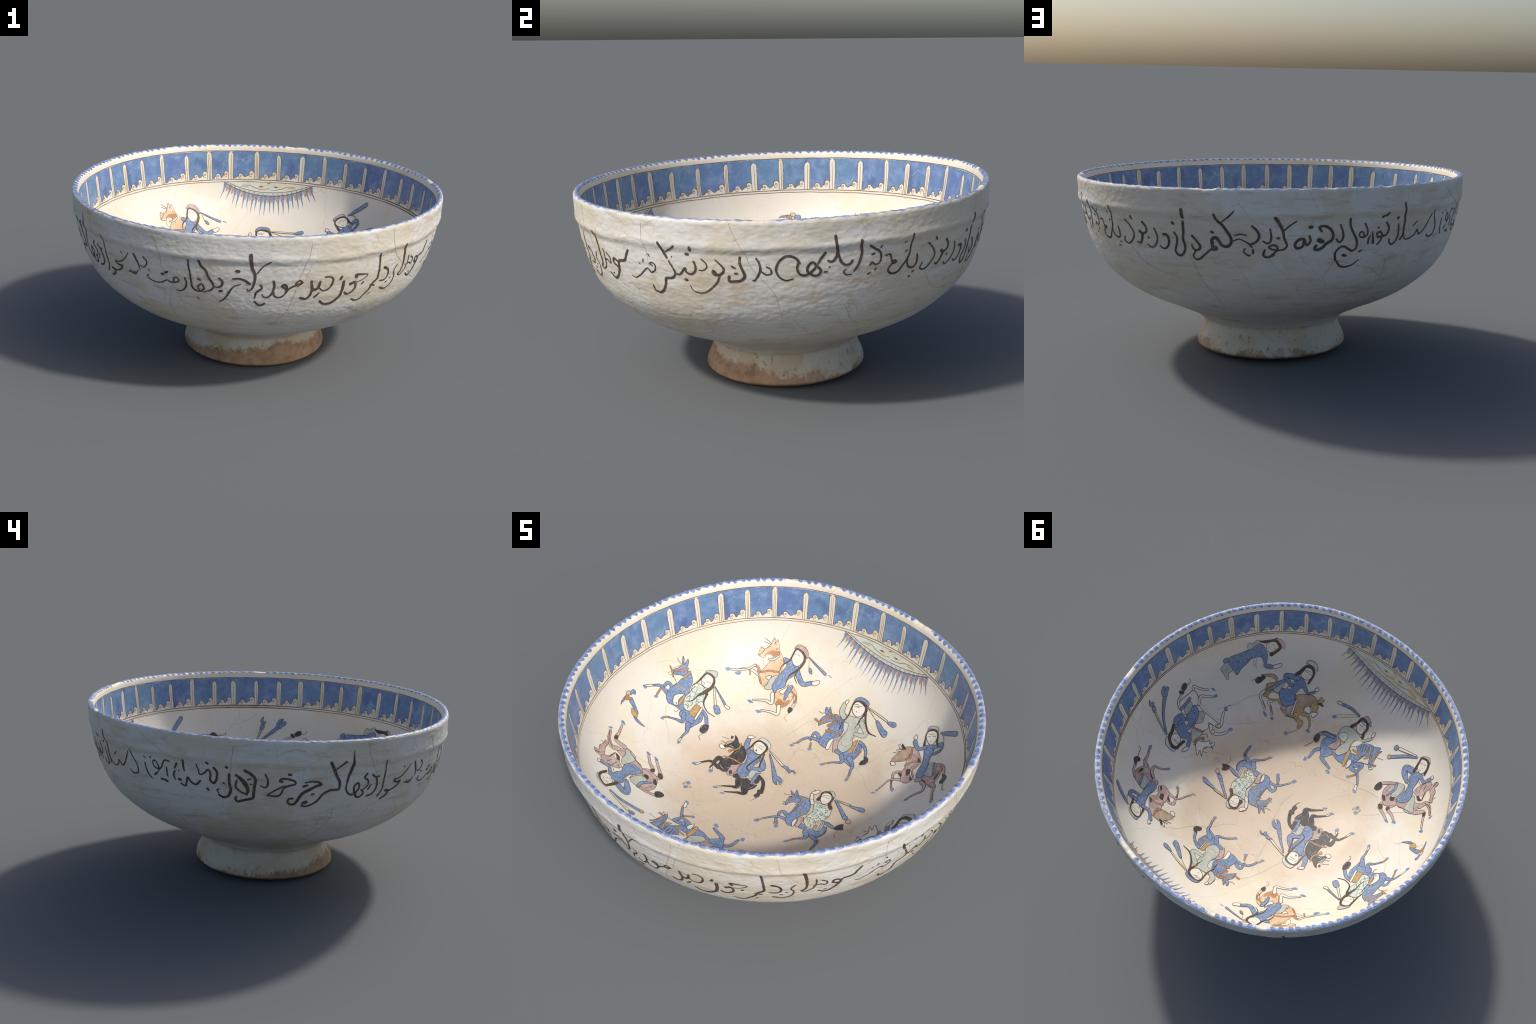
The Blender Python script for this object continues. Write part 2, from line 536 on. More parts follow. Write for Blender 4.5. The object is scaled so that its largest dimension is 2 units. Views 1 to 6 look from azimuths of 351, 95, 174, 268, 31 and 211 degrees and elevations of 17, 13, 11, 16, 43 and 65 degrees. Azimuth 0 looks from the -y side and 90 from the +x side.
class Paint:
    """Collects thin layers of paint draped on the pot, then makes one mesh of them."""

    def __init__(self, drape):
        self.drape, self.v, self.f, self.m, self.mats, self.n = drape, [], [], [], [], 0

    def slot(self, colour):
        if colour not in self.mats:
            self.mats.append(colour)
        return self.mats.index(colour)

    def add(self, p2, faces, colour, lift):
        p2 = np.asarray(p2, float)
        self.v.append(self.drape(p2[:, 0], p2[:, 1], lift))
        s = self.slot(colour)
        for f in faces:
            self.f.append([i + self.n for i in f])
            self.m.append(s)
        self.n += len(p2)

    def polygon(self, poly, colour, lift, grid=.010):
        poly = np.asarray(poly, float)
        lo, hi = poly.min(0), poly.max(0)
        gx, gy = np.meshgrid(np.arange(lo[0] + grid / 2, hi[0], grid), np.arange(lo[1] + grid / 2, hi[1], grid))
        gpts = np.stack([gx.ravel(), gy.ravel()], -1)
        if len(gpts):                              # keep grid points inside the outline
            x, y = gpts[:, 0][:, None], gpts[:, 1][:, None]
            x0, y0 = poly[:, 0], poly[:, 1]
            x1, y1 = np.roll(x0, -1), np.roll(y0, -1)
            cross = ((y0 > y) != (y1 > y)) & (x < (x1 - x0) * (y - y0) / (y1 - y0 + 1e-15) + x0)
            gpts = gpts[cross.sum(1) % 2 == 1]
        pts = [Vector(q) for q in np.vstack([poly, gpts])]
        n = len(poly)
        res = delaunay_2d_cdt(pts, [], [list(range(n))], 1, 1e-6)
        v, f = np.array([tuple(q) for q in res[0]]), res[2]
        good = []
        for t in f:
            a, b, c = (v[i] for i in t[:3])
            area = (b[0] - a[0]) * (c[1] - a[1]) - (b[1] - a[1]) * (c[0] - a[0])
            if abs(area) > 1e-10:
                good.append(t if area > 0 else t[::-1])
        self.add(v, good, colour, lift)

    def ribbon(self, path, widths, colour, lift, step=.004, cols=3, ends=True, closed=False):
        c = catmull(path, step, closed)
        if len(c) < 2:
            c = np.vstack([c, c + (1e-4, 0)])
        d = np.gradient(c, axis=0)
        d /= np.linalg.norm(d, axis=1)[:, None] + 1e-12
        nrm = np.stack([-d[:, 1], d[:, 0]], -1)
        s = np.r_[0, np.cumsum(np.linalg.norm(np.diff(c, axis=0), axis=1))]
        w = np.interp(s / s[-1], np.linspace(0, 1, len(widths)), widths) / 2
        if ends and not closed:                    # rounded brush ends
            extra = []
            for end, sgn in ((0, -1), (-1, 1)):
                k = np.array([.45, .8, .97, 1.0])
                cap = c[end] + sgn * d[end] * (k * w[end])[:, None]
                extra.append((cap, w[end] * np.sqrt(np.maximum(1 - k * k, .0004)), nrm[end]))
            c = np.vstack([extra[0][0][::-1], c, extra[1][0]])
            w = np.r_[extra[0][1][::-1], w, extra[1][1]]
            nrm = np.vstack([np.tile(extra[0][2], (4, 1)), nrm, np.tile(extra[1][2], (4, 1))])
        u = np.linspace(-1, 1, cols)
        p = c[:, None, :] + nrm[:, None, :] * (w[:, None] * u[None])[..., None]
        n = len(c)
        faces = []
        for i in range(n if closed else n - 1):
            for k in range(cols - 1):
                a, b = i * cols + k, ((i + 1) % n) * cols + k
                faces.append((a, b, b + 1, a + 1))
        self.add(p.reshape(-1, 2), faces, colour, lift)
        return c

    def outline_of(self, path, widths):
        """Closed outline of a tapering limb with round ends."""
        c = catmull(path, .006)
        d = np.gradient(c, axis=0)
        d /= np.linalg.norm(d, axis=1)[:, None] + 1e-12
        nrm = np.stack([-d[:, 1], d[:, 0]], -1)
        s = np.r_[0, np.cumsum(np.linalg.norm(np.diff(c, axis=0), axis=1))]
        w = (np.interp(s / s[-1], np.linspace(0, 1, len(widths)), widths) / 2)[:, None]
        ang = np.linspace(0, np.pi, 6)[1:-1]
        cap1 = [c[-1] + w[-1] * (nrm[-1] * math.cos(t) + d[-1] * math.sin(t)) for t in ang]
        cap0 = [c[0] - w[0] * (nrm[0] * math.cos(t) + d[0] * math.sin(t)) for t in ang]
        return np.vstack([c + nrm * w, cap1, (c - nrm * w)[::-1], cap0])

    def make(self, name, parent=root, kind=None):
        ob = mesh_object(name, np.concatenate(self.v), self.f, [MAT[c] for c in self.mats], self.m, parent)
        if kind:
            ob["kind"] = kind
        return ob


# --- outside: the line of writing -------------------------------------------
def wall_drape(u, v, lift):
    """u is metres round the belly, v the pot height."""
    return on_outside(u / .96, v, lift)


stroke_count = 0


def pen(width, *path):
    """One pull of the reed pen: widths in mm, points as (azimuth degrees, height mm)."""
    global stroke_count
    p = Paint(wall_drape)
    turn = [a + (360 if a - path[0][0] < -180 else -360 if a - path[0][0] > 180 else 0) for a, h in path]
    xy = [(math.radians(a) * .96, h / 1000) for a, (_, h) in zip(turn, path)]
    if len(xy) == 2 and math.dist(*xy) < .012:      # a diamond dot
        xy = [xy[0], ((xy[0][0] + xy[1][0]) / 2, (xy[0][1] + xy[1][1]) / 2), xy[1]]
    p.ribbon(xy, [w / 1000 * .84 for w in width], "ink", .0011 + .00008 * (stroke_count % 9), .004, 5)
    p.make("ink_stroke")
    stroke_count += 1


pen((15, 13, 7), (-134.9, 774), (-134.1, 747), (-133.5, 720), (-133.4, 700))
pen((10, 9, 6), (-131.5, 773), (-130.5, 757), (-130.7, 737), (-132, 718), (-132.9, 726))
pen((7, 10, 6), (-137.2, 684), (-136.6, 670), (-135.4, 670), (-134.2, 692))
pen((6, 7, 4), (-130.3, 716), (-129.7, 705))
pen((7, 8, 9), (-130.5, 685), (-131.1, 673), (-129.5, 656), (-126.8, 656), (-124.3, 677), (-123.8, 671), (-121.9, 672), (-120.6, 686), (-121.1, 699), (-122.1, 695), (-122.4, 674))
pen((14, 14, 14), (-125.9, 705), (-125.4, 704))
pen((14, 14, 14), (-124.7, 715), (-124, 721))
pen((10, 11, 6), (-118.8, 704), (-118.4, 679), (-119, 650), (-120.5, 631), (-121.8, 632))
pen((10, 11, 10), (-117.4, 801), (-117.4, 771), (-117.1, 734), (-116.9, 689), (-116.7, 660), (-115.5, 644), (-114.2, 646), (-113.3, 664), (-114, 683), (-115.1, 667), (-114.6, 645))
pen((11, 11, 9), (-114.9, 709), (-114.2, 704))
pen((7, 8, 5), (-115.5, 607), (-115.1, 601))
pen((14, 14, 8), (-114.4, 803), (-113.9, 779), (-112.6, 759), (-112, 729), (-111, 699), (-110.5, 680), (-111.3, 658), (-113.5, 642))
pen((11, 14, 8), (-108.9, 723), (-108, 707), (-108.4, 683), (-109.5, 675), (-110.5, 678))
pen((14, 14, 11), (-108.9, 655), (-108.2, 657))
pen((15, 17, 15), (-104.1, 765), (-103.4, 764))
pen((11, 13, 14), (-105, 726), (-103.5, 728), (-101.8, 719), (-100.5, 703))
pen((5, 12, 6), (-103, 698), (-104.7, 687), (-106.1, 657), (-107.2, 625), (-108.3, 606), (-109.2, 599))
pen((20, 15, 7), (-100.3, 848), (-100.2, 817), (-99.9, 785), (-99.1, 750), (-99.3, 706), (-100.1, 673), (-100.9, 667), (-101.2, 674))
pen((8, 8, 8), (-95, 816), (-97.1, 789), (-98.5, 757))
pen((11, 13, 8), (-97.6, 697), (-97.1, 684), (-98.7, 657), (-99.1, 627))
pen((11, 13, 13), (-99.1, 609), (-98.2, 592), (-97.2, 589), (-96.3, 598))
pen((13, 13, 7), (-94, 718), (-93.7, 694), (-94.4, 651), (-95.7, 633), (-96.7, 638), (-97, 649))
pen((9, 11, 9), (-85.8, 706), (-86.7, 719), (-87.7, 704), (-87.1, 692), (-85.9, 706), (-87.5, 696), (-89.6, 676), (-90.2, 660), (-91.2, 640), (-92.4, 632), (-93.7, 644), (-93.7, 656))
pen((13, 13, 10), (-90.3, 663), (-90.2, 686), (-90.9, 700), (-91.6, 693), (-90.5, 676))
pen((13, 17, 14), (-83.3, 711), (-82.9, 676), (-82.4, 665), (-81.2, 673), (-80.7, 705))
pen((14, 13, 13), (-82.8, 669), (-83.4, 633), (-84.4, 619), (-86.1, 626))
pen((7, 12, 9), (-80.8, 673), (-79.5, 656), (-78.1, 661), (-77, 686), (-76.9, 715), (-78, 727), (-79.3, 727))
pen((10, 12, 10), (-81.9, 624), (-80.7, 644))
pen((17, 17, 14), (-74.5, 710), (-74.2, 719))
pen((19, 17, 13), (-73.3, 691), (-73.3, 654), (-73.9, 614), (-75.5, 586), (-77.4, 578), (-78.9, 583), (-79.9, 598))
pen((18, 13, 12), (-70.9, 674), (-69.4, 677), (-69, 649), (-70.1, 625), (-71.5, 620), (-72.3, 630))
pen((18, 7, 5), (-69.2, 706), (-69.6, 717), (-67.4, 716), (-65.3, 708), (-66.6, 689), (-68.8, 679))
pen((10, 11, 9), (-66.8, 664), (-66.3, 671))
pen((12, 14, 9), (-61.8, 803), (-61.4, 757), (-61.1, 707), (-61.1, 674), (-62.8, 650), (-63.2, 631), (-64.8, 597), (-66.6, 574), (-68.2, 576), (-69.1, 586))
pen((12, 10, 9), (-63.3, 648), (-61.6, 637))
pen((5, 6, 4), (-63.4, 590), (-62.5, 603))
pen((16, 12, 9), (-59.1, 725), (-57.2, 706), (-56.7, 674), (-57.6, 654), (-59.7, 655))
pen((9, 9, 12), (-53.2, 718), (-54.2, 688), (-53.4, 658), (-54, 619), (-56.3, 600), (-58.7, 613))
pen((8, 8, 7), (-55.5, 654), (-55, 657))
pen((9, 10, 8), (-56.9, 636), (-56.3, 640))
pen((18, 15, 9), (-51.3, 816), (-50.4, 750), (-50.4, 679), (-51.5, 659), (-50.3, 651))
pen((8, 9, 8), (-50.3, 651), (-48.6, 670), (-47.8, 729), (-48, 748))
pen((8, 9, 9), (-48.4, 691), (-47.1, 705), (-45.3, 693), (-45.1, 719), (-46.4, 735))
pen((12, 16, 10), (-36.2, 773), (-37.3, 747), (-38.1, 726), (-41, 712), (-41.6, 681), (-43.1, 644), (-45, 625), (-47, 645))
pen((13, 15, 13), (-41.2, 709), (-43.1, 719), (-43.5, 702), (-41.9, 684))
pen((6, 7, 6), (-45.5, 646), (-44.9, 650))
pen((5, 8, 8), (-37, 658), (-35.7, 653), (-33.5, 670), (-30.1, 708), (-29.4, 692), (-28, 702), (-27.5, 725), (-28.3, 737), (-29.2, 730), (-28.5, 723))
pen((6, 7, 6), (-32.9, 723), (-32.6, 721))
pen((8, 8, 6), (-31.2, 744), (-31.4, 733))
pen((8, 7, 6), (-29.2, 770), (-28.9, 762))
pen((14, 15, 15), (-25.2, 828), (-24.5, 803), (-24.1, 785), (-23.6, 769))
pen((10, 8, 6), (-21, 820), (-22, 807), (-23.6, 791))
pen((9, 13, 10), (-23.1, 752), (-22.3, 726), (-21.9, 700), (-23, 679), (-24.9, 674), (-25.4, 647), (-26.7, 616), (-28.1, 604), (-29.4, 612), (-29.7, 632))
pen((10, 10, 11), (-21.9, 700), (-20.6, 699), (-18.8, 729), (-18.7, 713), (-17.5, 704), (-16.4, 716), (-16, 735), (-16.3, 759))
pen((14, 16, 12), (-16.8, 818), (-16.9, 805))
pen((13, 14, 13), (-18.1, 788), (-17.6, 788))
pen((14, 15, 14), (-19.3, 677), (-18.9, 676))
pen((7, 7, 6), (-14.3, 771), (-13.2, 751), (-13.2, 736), (-14.2, 724), (-15.2, 724))
pen((8, 12, 10), (-10.8, 770), (-9.9, 754), (-9, 733), (-9.7, 712), (-11.1, 707), (-11.8, 716), (-11.6, 726), (-10.9, 711))
pen((10, 8, 4), (-10.2, 703), (-11.1, 673), (-12.9, 644), (-14.6, 626), (-16.4, 623), (-17.8, 635), (-18.3, 652))
pen((11, 14, 13), (-5, 784), (-5.1, 756), (-4.6, 730), (-4.2, 703), (-5, 687), (-6.5, 681), (-8, 683), (-7.9, 702))
pen((10, 11, 10), (-7, 745), (-6.4, 740))
pen((10, 10, 8), (-6.4, 716), (-5.9, 716))
pen((6, 6, 5), (-22.1, 774), (-22.1, 770))
pen((8, 12, 8), (-1.3, 780), (-0.7, 761), (-0.5, 730), (-1.2, 703), (-1.9, 686))
pen((7, 8, 7), (-0.4, 727), (0.9, 710), (2, 716), (1.8, 735), (1, 744))
pen((8, 9, 8), (-2.3, 687), (-2.2, 685))
pen((7, 11, 13), (6.9, 689), (5.2, 684), (3.7, 702), (3.1, 729), (3.7, 762), (5.1, 784), (6.4, 786), (7.7, 775), (8.4, 757))
pen((11, 12, 12), (8.2, 762), (7.9, 731), (8.5, 709), (9.8, 702), (11.2, 717), (12.2, 742), (11.4, 756), (10.5, 744), (10.2, 721), (10.9, 709))
pen((13, 12, 11), (12, 747), (13.3, 720), (12.8, 702), (11.8, 699), (10.9, 709))
pen((7, 11, 11), (12.6, 747), (13.1, 764), (14.3, 792))
pen((10, 10, 7), (14.2, 712), (14.8, 714))
pen((5, 6, 5), (15.2, 731), (15.4, 734))
pen((13, 13, 12), (16.5, 859), (16.7, 830), (17.1, 798), (17.5, 771), (18.3, 743), (19.4, 734), (20.4, 740), (20.7, 750))
pen((11, 13, 11), (17, 787), (16.7, 767), (15.8, 753), (15, 758))
pen((13, 13, 12), (22.6, 832), (22.6, 810), (22.9, 782), (22.6, 751), (22.1, 726), (21.4, 706))
pen((7, 8, 6), (19.3, 714), (18.7, 707), (19.4, 691), (20.8, 690))
pen((11, 10, 10), (24.8, 805), (26.2, 788), (27.4, 775), (27.9, 750), (27.6, 727), (26.6, 721), (25.6, 732), (25.2, 722))
pen((8, 8, 7), (27.7, 790), (27.9, 798))
pen((10, 11, 10), (25.5, 766), (26, 769))
pen((7, 9, 7), (26.6, 696), (26.9, 704))
pen((9, 9, 7), (24.9, 682), (25.5, 686))
pen((9, 11, 9), (29.2, 753), (30.3, 755), (30.8, 732), (31.3, 715), (32.2, 718), (31.7, 727), (30.9, 711), (30.2, 688), (31.3, 669), (33, 672), (34.2, 696), (35.2, 720), (35.7, 735), (35.9, 771), (36.1, 804), (36, 830))
pen((9, 11, 10), (35.4, 730), (35.6, 697), (36.8, 680), (38.1, 684), (38.5, 710), (38.3, 733))
pen((7, 8, 6), (34.1, 795), (34.5, 800))
pen((7, 8, 6), (34.5, 757), (35, 762))
pen((8, 8, 7), (37.7, 657), (38.1, 662))
pen((10, 10, 8), (36.8, 640), (37.2, 641))
pen((8, 10, 7), (41.6, 773), (43.4, 746), (44.5, 712), (43.3, 677), (41.2, 658), (40, 669), (40.5, 691))
pen((11, 12, 10), (44.1, 789), (44.5, 780))
pen((13, 13, 11), (48.2, 769), (49.3, 747), (49.3, 727), (47.9, 713))
pen((17, 14, 11), (46.8, 723), (47.6, 713), (47.1, 686), (46.2, 667), (45.3, 671))
pen((11, 10, 8), (52.1, 743), (52.7, 714), (52.4, 685), (50.7, 654), (49.4, 655), (49, 664))
pen((10, 11, 9), (49.5, 698), (49.8, 696))
pen((15, 13, 7), (54.8, 720), (55.8, 719), (56.3, 698), (55.8, 669), (54.6, 653), (53.6, 656), (53.1, 664))
pen((14, 15, 12), (57.9, 777), (58.2, 771))
pen((11, 13, 14), (58.2, 732), (58.9, 710), (58.5, 678), (57.8, 648), (58.4, 628), (59.3, 626), (60.5, 645), (60.9, 675), (60.6, 703), (60.9, 737), (61, 782))
pen((16, 17, 17), (61, 838), (61.1, 802))
pen((12, 14, 8), (63.3, 721), (64.2, 703), (65.3, 673), (64.7, 658), (63.6, 657), (63, 674), (63, 682))
pen((8, 12, 10), (64, 655), (63, 628), (63.6, 612), (64.7, 615), (66.3, 636), (68.2, 662))
pen((19, 16, 13), (68.6, 664), (69.7, 665), (69.6, 673), (68.9, 670), (68.7, 690), (68.8, 709), (69.8, 717), (70.6, 702), (71.3, 683), (72.7, 678), (73.7, 692), (73.9, 712), (72.9, 745), (71.5, 777), (70.3, 794), (69.7, 821))
pen((12, 13, 11), (68.7, 743), (69.2, 740))
pen((5, 9, 7), (71.6, 787), (72.8, 803), (73.8, 817), (74.9, 837))
pen((7, 8, 7), (74.8, 728), (76.2, 735), (77.9, 730))
pen((6, 7, 8), (74.4, 704), (75.9, 713), (77.5, 702), (78.6, 691), (79.2, 677))
pen((12, 14, 9), (79.4, 771), (80.7, 749), (81.2, 725), (80.3, 700), (78.6, 688))
pen((7, 8, 11), (77.5, 671), (77, 657), (78.1, 640), (78.6, 639))
pen((12, 13, 11), (79.5, 663), (79.5, 649))
pen((9, 12, 8), (84, 758), (84.3, 725), (84, 700), (83.2, 694), (82.2, 704))
pen((12, 13, 11), (82.6, 663), (82.2, 641), (83.2, 631), (85, 641))
pen((11, 12, 9), (83.9, 634), (85.2, 652), (86, 669), (85.6, 683), (84.7, 686), (83.7, 677), (84.7, 666), (85.8, 666))
pen((19, 12, 8), (85.4, 806), (86.4, 780), (87.3, 749), (87.6, 719), (88.4, 683), (87.6, 667), (86, 662))
pen((7, 8, 7), (87.5, 749), (88.9, 771), (90.7, 791))
pen((12, 12, 11), (85.9, 718), (86.4, 718))
pen((12, 15, 13), (94.2, 725), (94.5, 700), (93.6, 684), (92.7, 712), (91.2, 707), (90.5, 688), (91, 671), (92.5, 679), (92.8, 712))
pen((16, 17, 15), (94.2, 764), (94.8, 765))
pen((12, 15, 16), (97.3, 745), (96.7, 763), (98, 768), (99.5, 756), (100.5, 730), (100.3, 705), (98.9, 689), (97.8, 670), (96.5, 661), (95.8, 666), (96.1, 680))
pen((25, 25, 21), (96.8, 705), (97.8, 698))
pen((9, 12, 9), (102.3, 771), (103.1, 740), (103.3, 709), (102.4, 692), (101.5, 707))
pen((12, 12, 12), (104.9, 794), (105.1, 766), (106.1, 732), (107.3, 697), (107.5, 662), (106.4, 650), (105, 662), (103.6, 673), (102.3, 661), (101.6, 639), (101.9, 610))
pen((12, 10, 5), (102.4, 603), (103.5, 581), (105.1, 575), (107.1, 581), (109, 605))
pen((14, 16, 12), (103.9, 632), (104.8, 628))
pen((9, 9, 8), (109.2, 771), (110.1, 745), (110.2, 722), (109.2, 709), (108, 716), (108.1, 733), (109, 732), (109.3, 715))
pen((11, 10, 8), (108.6, 644), (109.3, 649))
pen((10, 11, 8), (110.9, 679), (110.8, 699), (111.2, 715))
pen((16, 11, 5), (112.4, 681), (112.1, 703), (111.7, 732))
pen((12, 13, 10), (115.8, 769), (116.8, 743), (116.3, 715), (115, 708), (113.6, 707), (113.2, 722), (114.1, 729), (114.9, 714), (114.7, 688), (113.9, 672))
pen((11, 11, 10), (113.4, 750), (113.5, 748))
pen((12, 14, 11), (114.3, 795), (114.7, 800))
pen((13, 15, 11), (115.3, 801), (115.9, 813))
pen((10, 11, 10), (119.9, 757), (120.4, 715), (120.1, 681), (118.8, 665), (117.9, 675), (117.6, 690))
pen((13, 14, 12), (119.3, 785), (119.7, 787))
pen((11, 13, 11), (121, 854), (121.6, 805), (122.1, 770), (122.1, 735), (122.2, 701), (121.6, 684))
pen((8, 9, 8), (122.4, 713), (123.3, 685), (125, 682), (127.1, 701), (127.7, 720), (129, 698), (130.9, 719), (133.4, 785))
pen((6, 10, 8), (134.3, 804), (135, 772), (136.7, 721), (136.3, 688), (134.1, 676), (132.9, 689))
pen((8, 9, 6), (125.7, 741), (127.2, 763))
pen((10, 12, 9), (140.1, 749), (140.2, 724), (140.7, 697), (141.8, 676))
pen((9, 9, 9), (148.9, 783), (147.5, 785), (146.6, 766), (146.1, 746), (144.9, 733), (143.4, 744), (143.2, 769), (144.1, 772), (145, 749), (144.9, 723))
pen((10, 11, 9), (142.2, 786), (142.4, 784))
pen((7, 7, 4), (139.9, 782), (140.5, 774))
pen((12, 12, 7), (143.3, 699), (144.5, 716))
pen((7, 10, 8), (147.8, 751), (147.8, 726), (147.9, 705))
pen((12, 13, 15), (145.4, 683), (146.5, 683), (147.5, 677))
pen((12, 12, 9), (151.3, 780), (150.6, 754))
pen((10, 12, 9), (150.5, 740), (150, 716), (150.4, 695))
pen((13, 12, 9), (153.4, 800), (153.4, 773), (153.6, 748))
pen((6, 7, 6), (151.7, 746), (151.8, 742))
pen((18, 18, 15), (151.7, 700), (152.2, 698))
pen((10, 12, 12), (152.1, 679), (153.5, 671), (154, 692), (154.5, 717), (155.4, 696), (156.9, 686), (158.3, 708))
pen((7, 12, 14), (157.4, 789), (157.9, 765), (158.3, 741), (159.6, 750), (160.9, 770), (161.5, 748), (161.3, 719), (162.3, 704), (163.1, 723), (163.3, 764), (162.5, 781))
pen((14, 16, 14), (160.5, 804), (160.8, 800))
pen((13, 15, 12), (160.3, 672), (160.6, 664))
pen((14, 15, 13), (166, 791), (166.3, 790))
pen((14, 17, 12), (166.8, 757), (166.8, 714), (167.1, 675), (166.3, 645), (165, 636), (163.6, 646))
pen((8, 8, 7), (163.7, 676), (163.1, 671), (163.6, 656))
pen((11, 12, 11), (165.1, 711), (165.3, 708))
pen((14, 27, 13), (168.7, 756), (170.1, 738), (171.5, 708), (172, 683), (171.6, 661))
pen((10, 11, 11), (171.6, 661), (169.7, 676), (168.6, 697), (168.9, 730))
pen((17, 17, 13), (171.2, 781), (172.8, 766), (174, 742), (173.8, 704), (173.6, 672), (173.4, 645), (172.1, 637), (170.4, 628), (168.9, 621), (168.4, 635), (168.6, 644))
pen((9, 10, 7), (171.9, 737), (172.8, 743))
pen((7, 7, 6), (172.6, 717), (173.1, 715))
pen((9, 11, 7), (176.7, 768), (177.4, 742), (177.4, 714), (176.8, 702), (175.5, 711))
pen((13, 11, 9), (-178.6, 735), (-179.3, 738), (-178.7, 749), (-177, 748), (-175.1, 736), (-175, 725), (-176.7, 715), (-178.7, 707), (179.3, 686), (177.5, 666))
pen((11, 11, 10), (-176.5, 716), (-178.2, 701), (-178.7, 674), (-179.8, 659), (177.5, 662))
pen((13, 14, 11), (-176.9, 771), (-176.3, 770))
pen((17, 12, 13), (-172.6, 712), (-171.7, 717))
pen((8, 20, 10), (-172.3, 730), (-170.5, 736), (-168.5, 732), (-167.7, 720), (-168.9, 713), (-170.9, 694), (-172.9, 672), (-173.9, 642), (-174.9, 619), (-175.9, 616), (-176.8, 629), (-176.4, 646), (-175.4, 646))
pen((12, 13, 10), (-170.1, 668), (-169.5, 671))
pen((17, 14, 10), (-165.6, 830), (-164.4, 792), (-163.3, 756), (-162.3, 724), (-162.4, 691), (-165, 687), (-166.8, 669), (-168.3, 634), (-170.3, 611), (-171.7, 605), (-172.8, 610))
pen((17, 23, 17), (-172.4, 622), (-171.4, 629))
pen((8, 11, 11), (-163.7, 792), (-162.7, 811), (-161.3, 832))
pen((3, 20, 13), (-159.1, 885), (-159, 837), (-159, 816), (-159.2, 787), (-159.8, 755), (-160, 727))
pen((10, 13, 12), (-160.1, 721), (-160, 688), (-158.8, 660), (-157.3, 657), (-157.5, 697), (-156.5, 715), (-155.8, 691), (-156.6, 666), (-156.6, 646), (-155.2, 639), (-154.1, 658), (-154.9, 676))
pen((13, 10, 8), (-153.9, 758), (-154.6, 741), (-153.3, 723), (-153.1, 696), (-154.5, 676))
pen((9, 12, 8), (-152.7, 674), (-152, 699))
pen((10, 12, 11), (-152, 751), (-150.7, 735), (-149.4, 739), (-150.3, 733), (-149.8, 702), (-150, 666), (-151.2, 646), (-152.7, 639))
pen((7, 10, 10), (-148, 819), (-147.6, 772), (-147.5, 717), (-147.4, 663), (-148.5, 629))
pen((17, 13, 12), (-145.9, 654), (-144.7, 649), (-145.2, 627), (-147, 611))
pen((9, 12, 12), (-144.4, 649), (-142.1, 662), (-140.4, 691), (-141.9, 689), (-143.2, 699), (-143.1, 707))
pen((8, 8, 5), (-143.1, 705), (-140.9, 712), (-138.6, 739), (-137, 773))
pen((8, 8, 6), (-140, 766), (-139.7, 761))
pen((9, 9, 8), (-138, 674), (-136.6, 672), (-135.5, 679))

# --- inside: horsemen, fallen man, bird and blossom --------------------------
def fill(colour, *pts, edge=True):
    return ("fill", colour, edge, None, pts)


def limb(colour, widths, *pts, edge=True):
    return ("limb", colour, edge, widths, pts)


def line(colour, width, *pts):
    return ("line", colour, False, (width,), pts)


fold = random.Random(31)


def figure(name, at, turn, *parts):
    """A painted figure: parts in millimetres, upright, laid on the wall at a spot and turn."""
    c, s = math.cos(math.radians(turn)), math.sin(math.radians(turn))
    fills, lines = Paint(on_floor), Paint(on_floor)

    def put(pts):
        q = np.asarray(pts, float)
        return np.stack([at[0] + q[:, 0] * c - q[:, 1] * s, at[1] + q[:, 0] * s + q[:, 1] * c], -1) / 1000

    for k, (kind, colour, edge, widths, pts) in enumerate(parts):
        lift = .0008 + .000045 * k
        p = put(pts)
        if kind == "line":
            lines.ribbon(p, [widths[0] / 1000 * .9] * 2, colour, lift, .005, 2)
            continue
        if kind == "fill":
            shape = catmull(p, .006, True)
        else:
            shape = fills.outline_of(p, [w / 1000 for w in widths])
        fills.polygon(shape, colour, lift)
        if edge and colour not in ("black", "brown"):
            lines.ribbon(shape[::1], [.0034 if colour == "pale" else .0028] * 2, "line" if colour in ("rust", "ochre", "peach", "blush") else "brown", lift + .00002, .008, 2, False, True)
        # broken inner drawing: short pieces of the contour repeated inside the shape
        x, y = shape[:, 0], shape[:, 1]
        area = abs(np.dot(x, np.roll(y, -1)) - np.dot(y, np.roll(x, -1))) / 2
        if kind == "fill" and colour in ("blue", "mauve", "sepia", "peach", "black", "sage", "ochre") and area > .0022:
            mid, n = shape.mean(0), len(shape)
            for _ in range(min(6, 2 + int(area / .003))):
                a0, span, shrink = fold.randrange(n), fold.randint(max(4, n // 12), max(6, n // 5)), fold.uniform(.55, .86)
                arc = mid + (shape[(a0 + np.arange(span)) % n] - mid) * shrink
                lines.ribbon(arc[::2] if span > 8 else arc, [.0008, .0019, .0007], "sage" if colour == "black" else "brown", lift + .00002, .008, 2)
    ob = fills.make(name)
    if lines.v:
        lines.make("linework", ob)


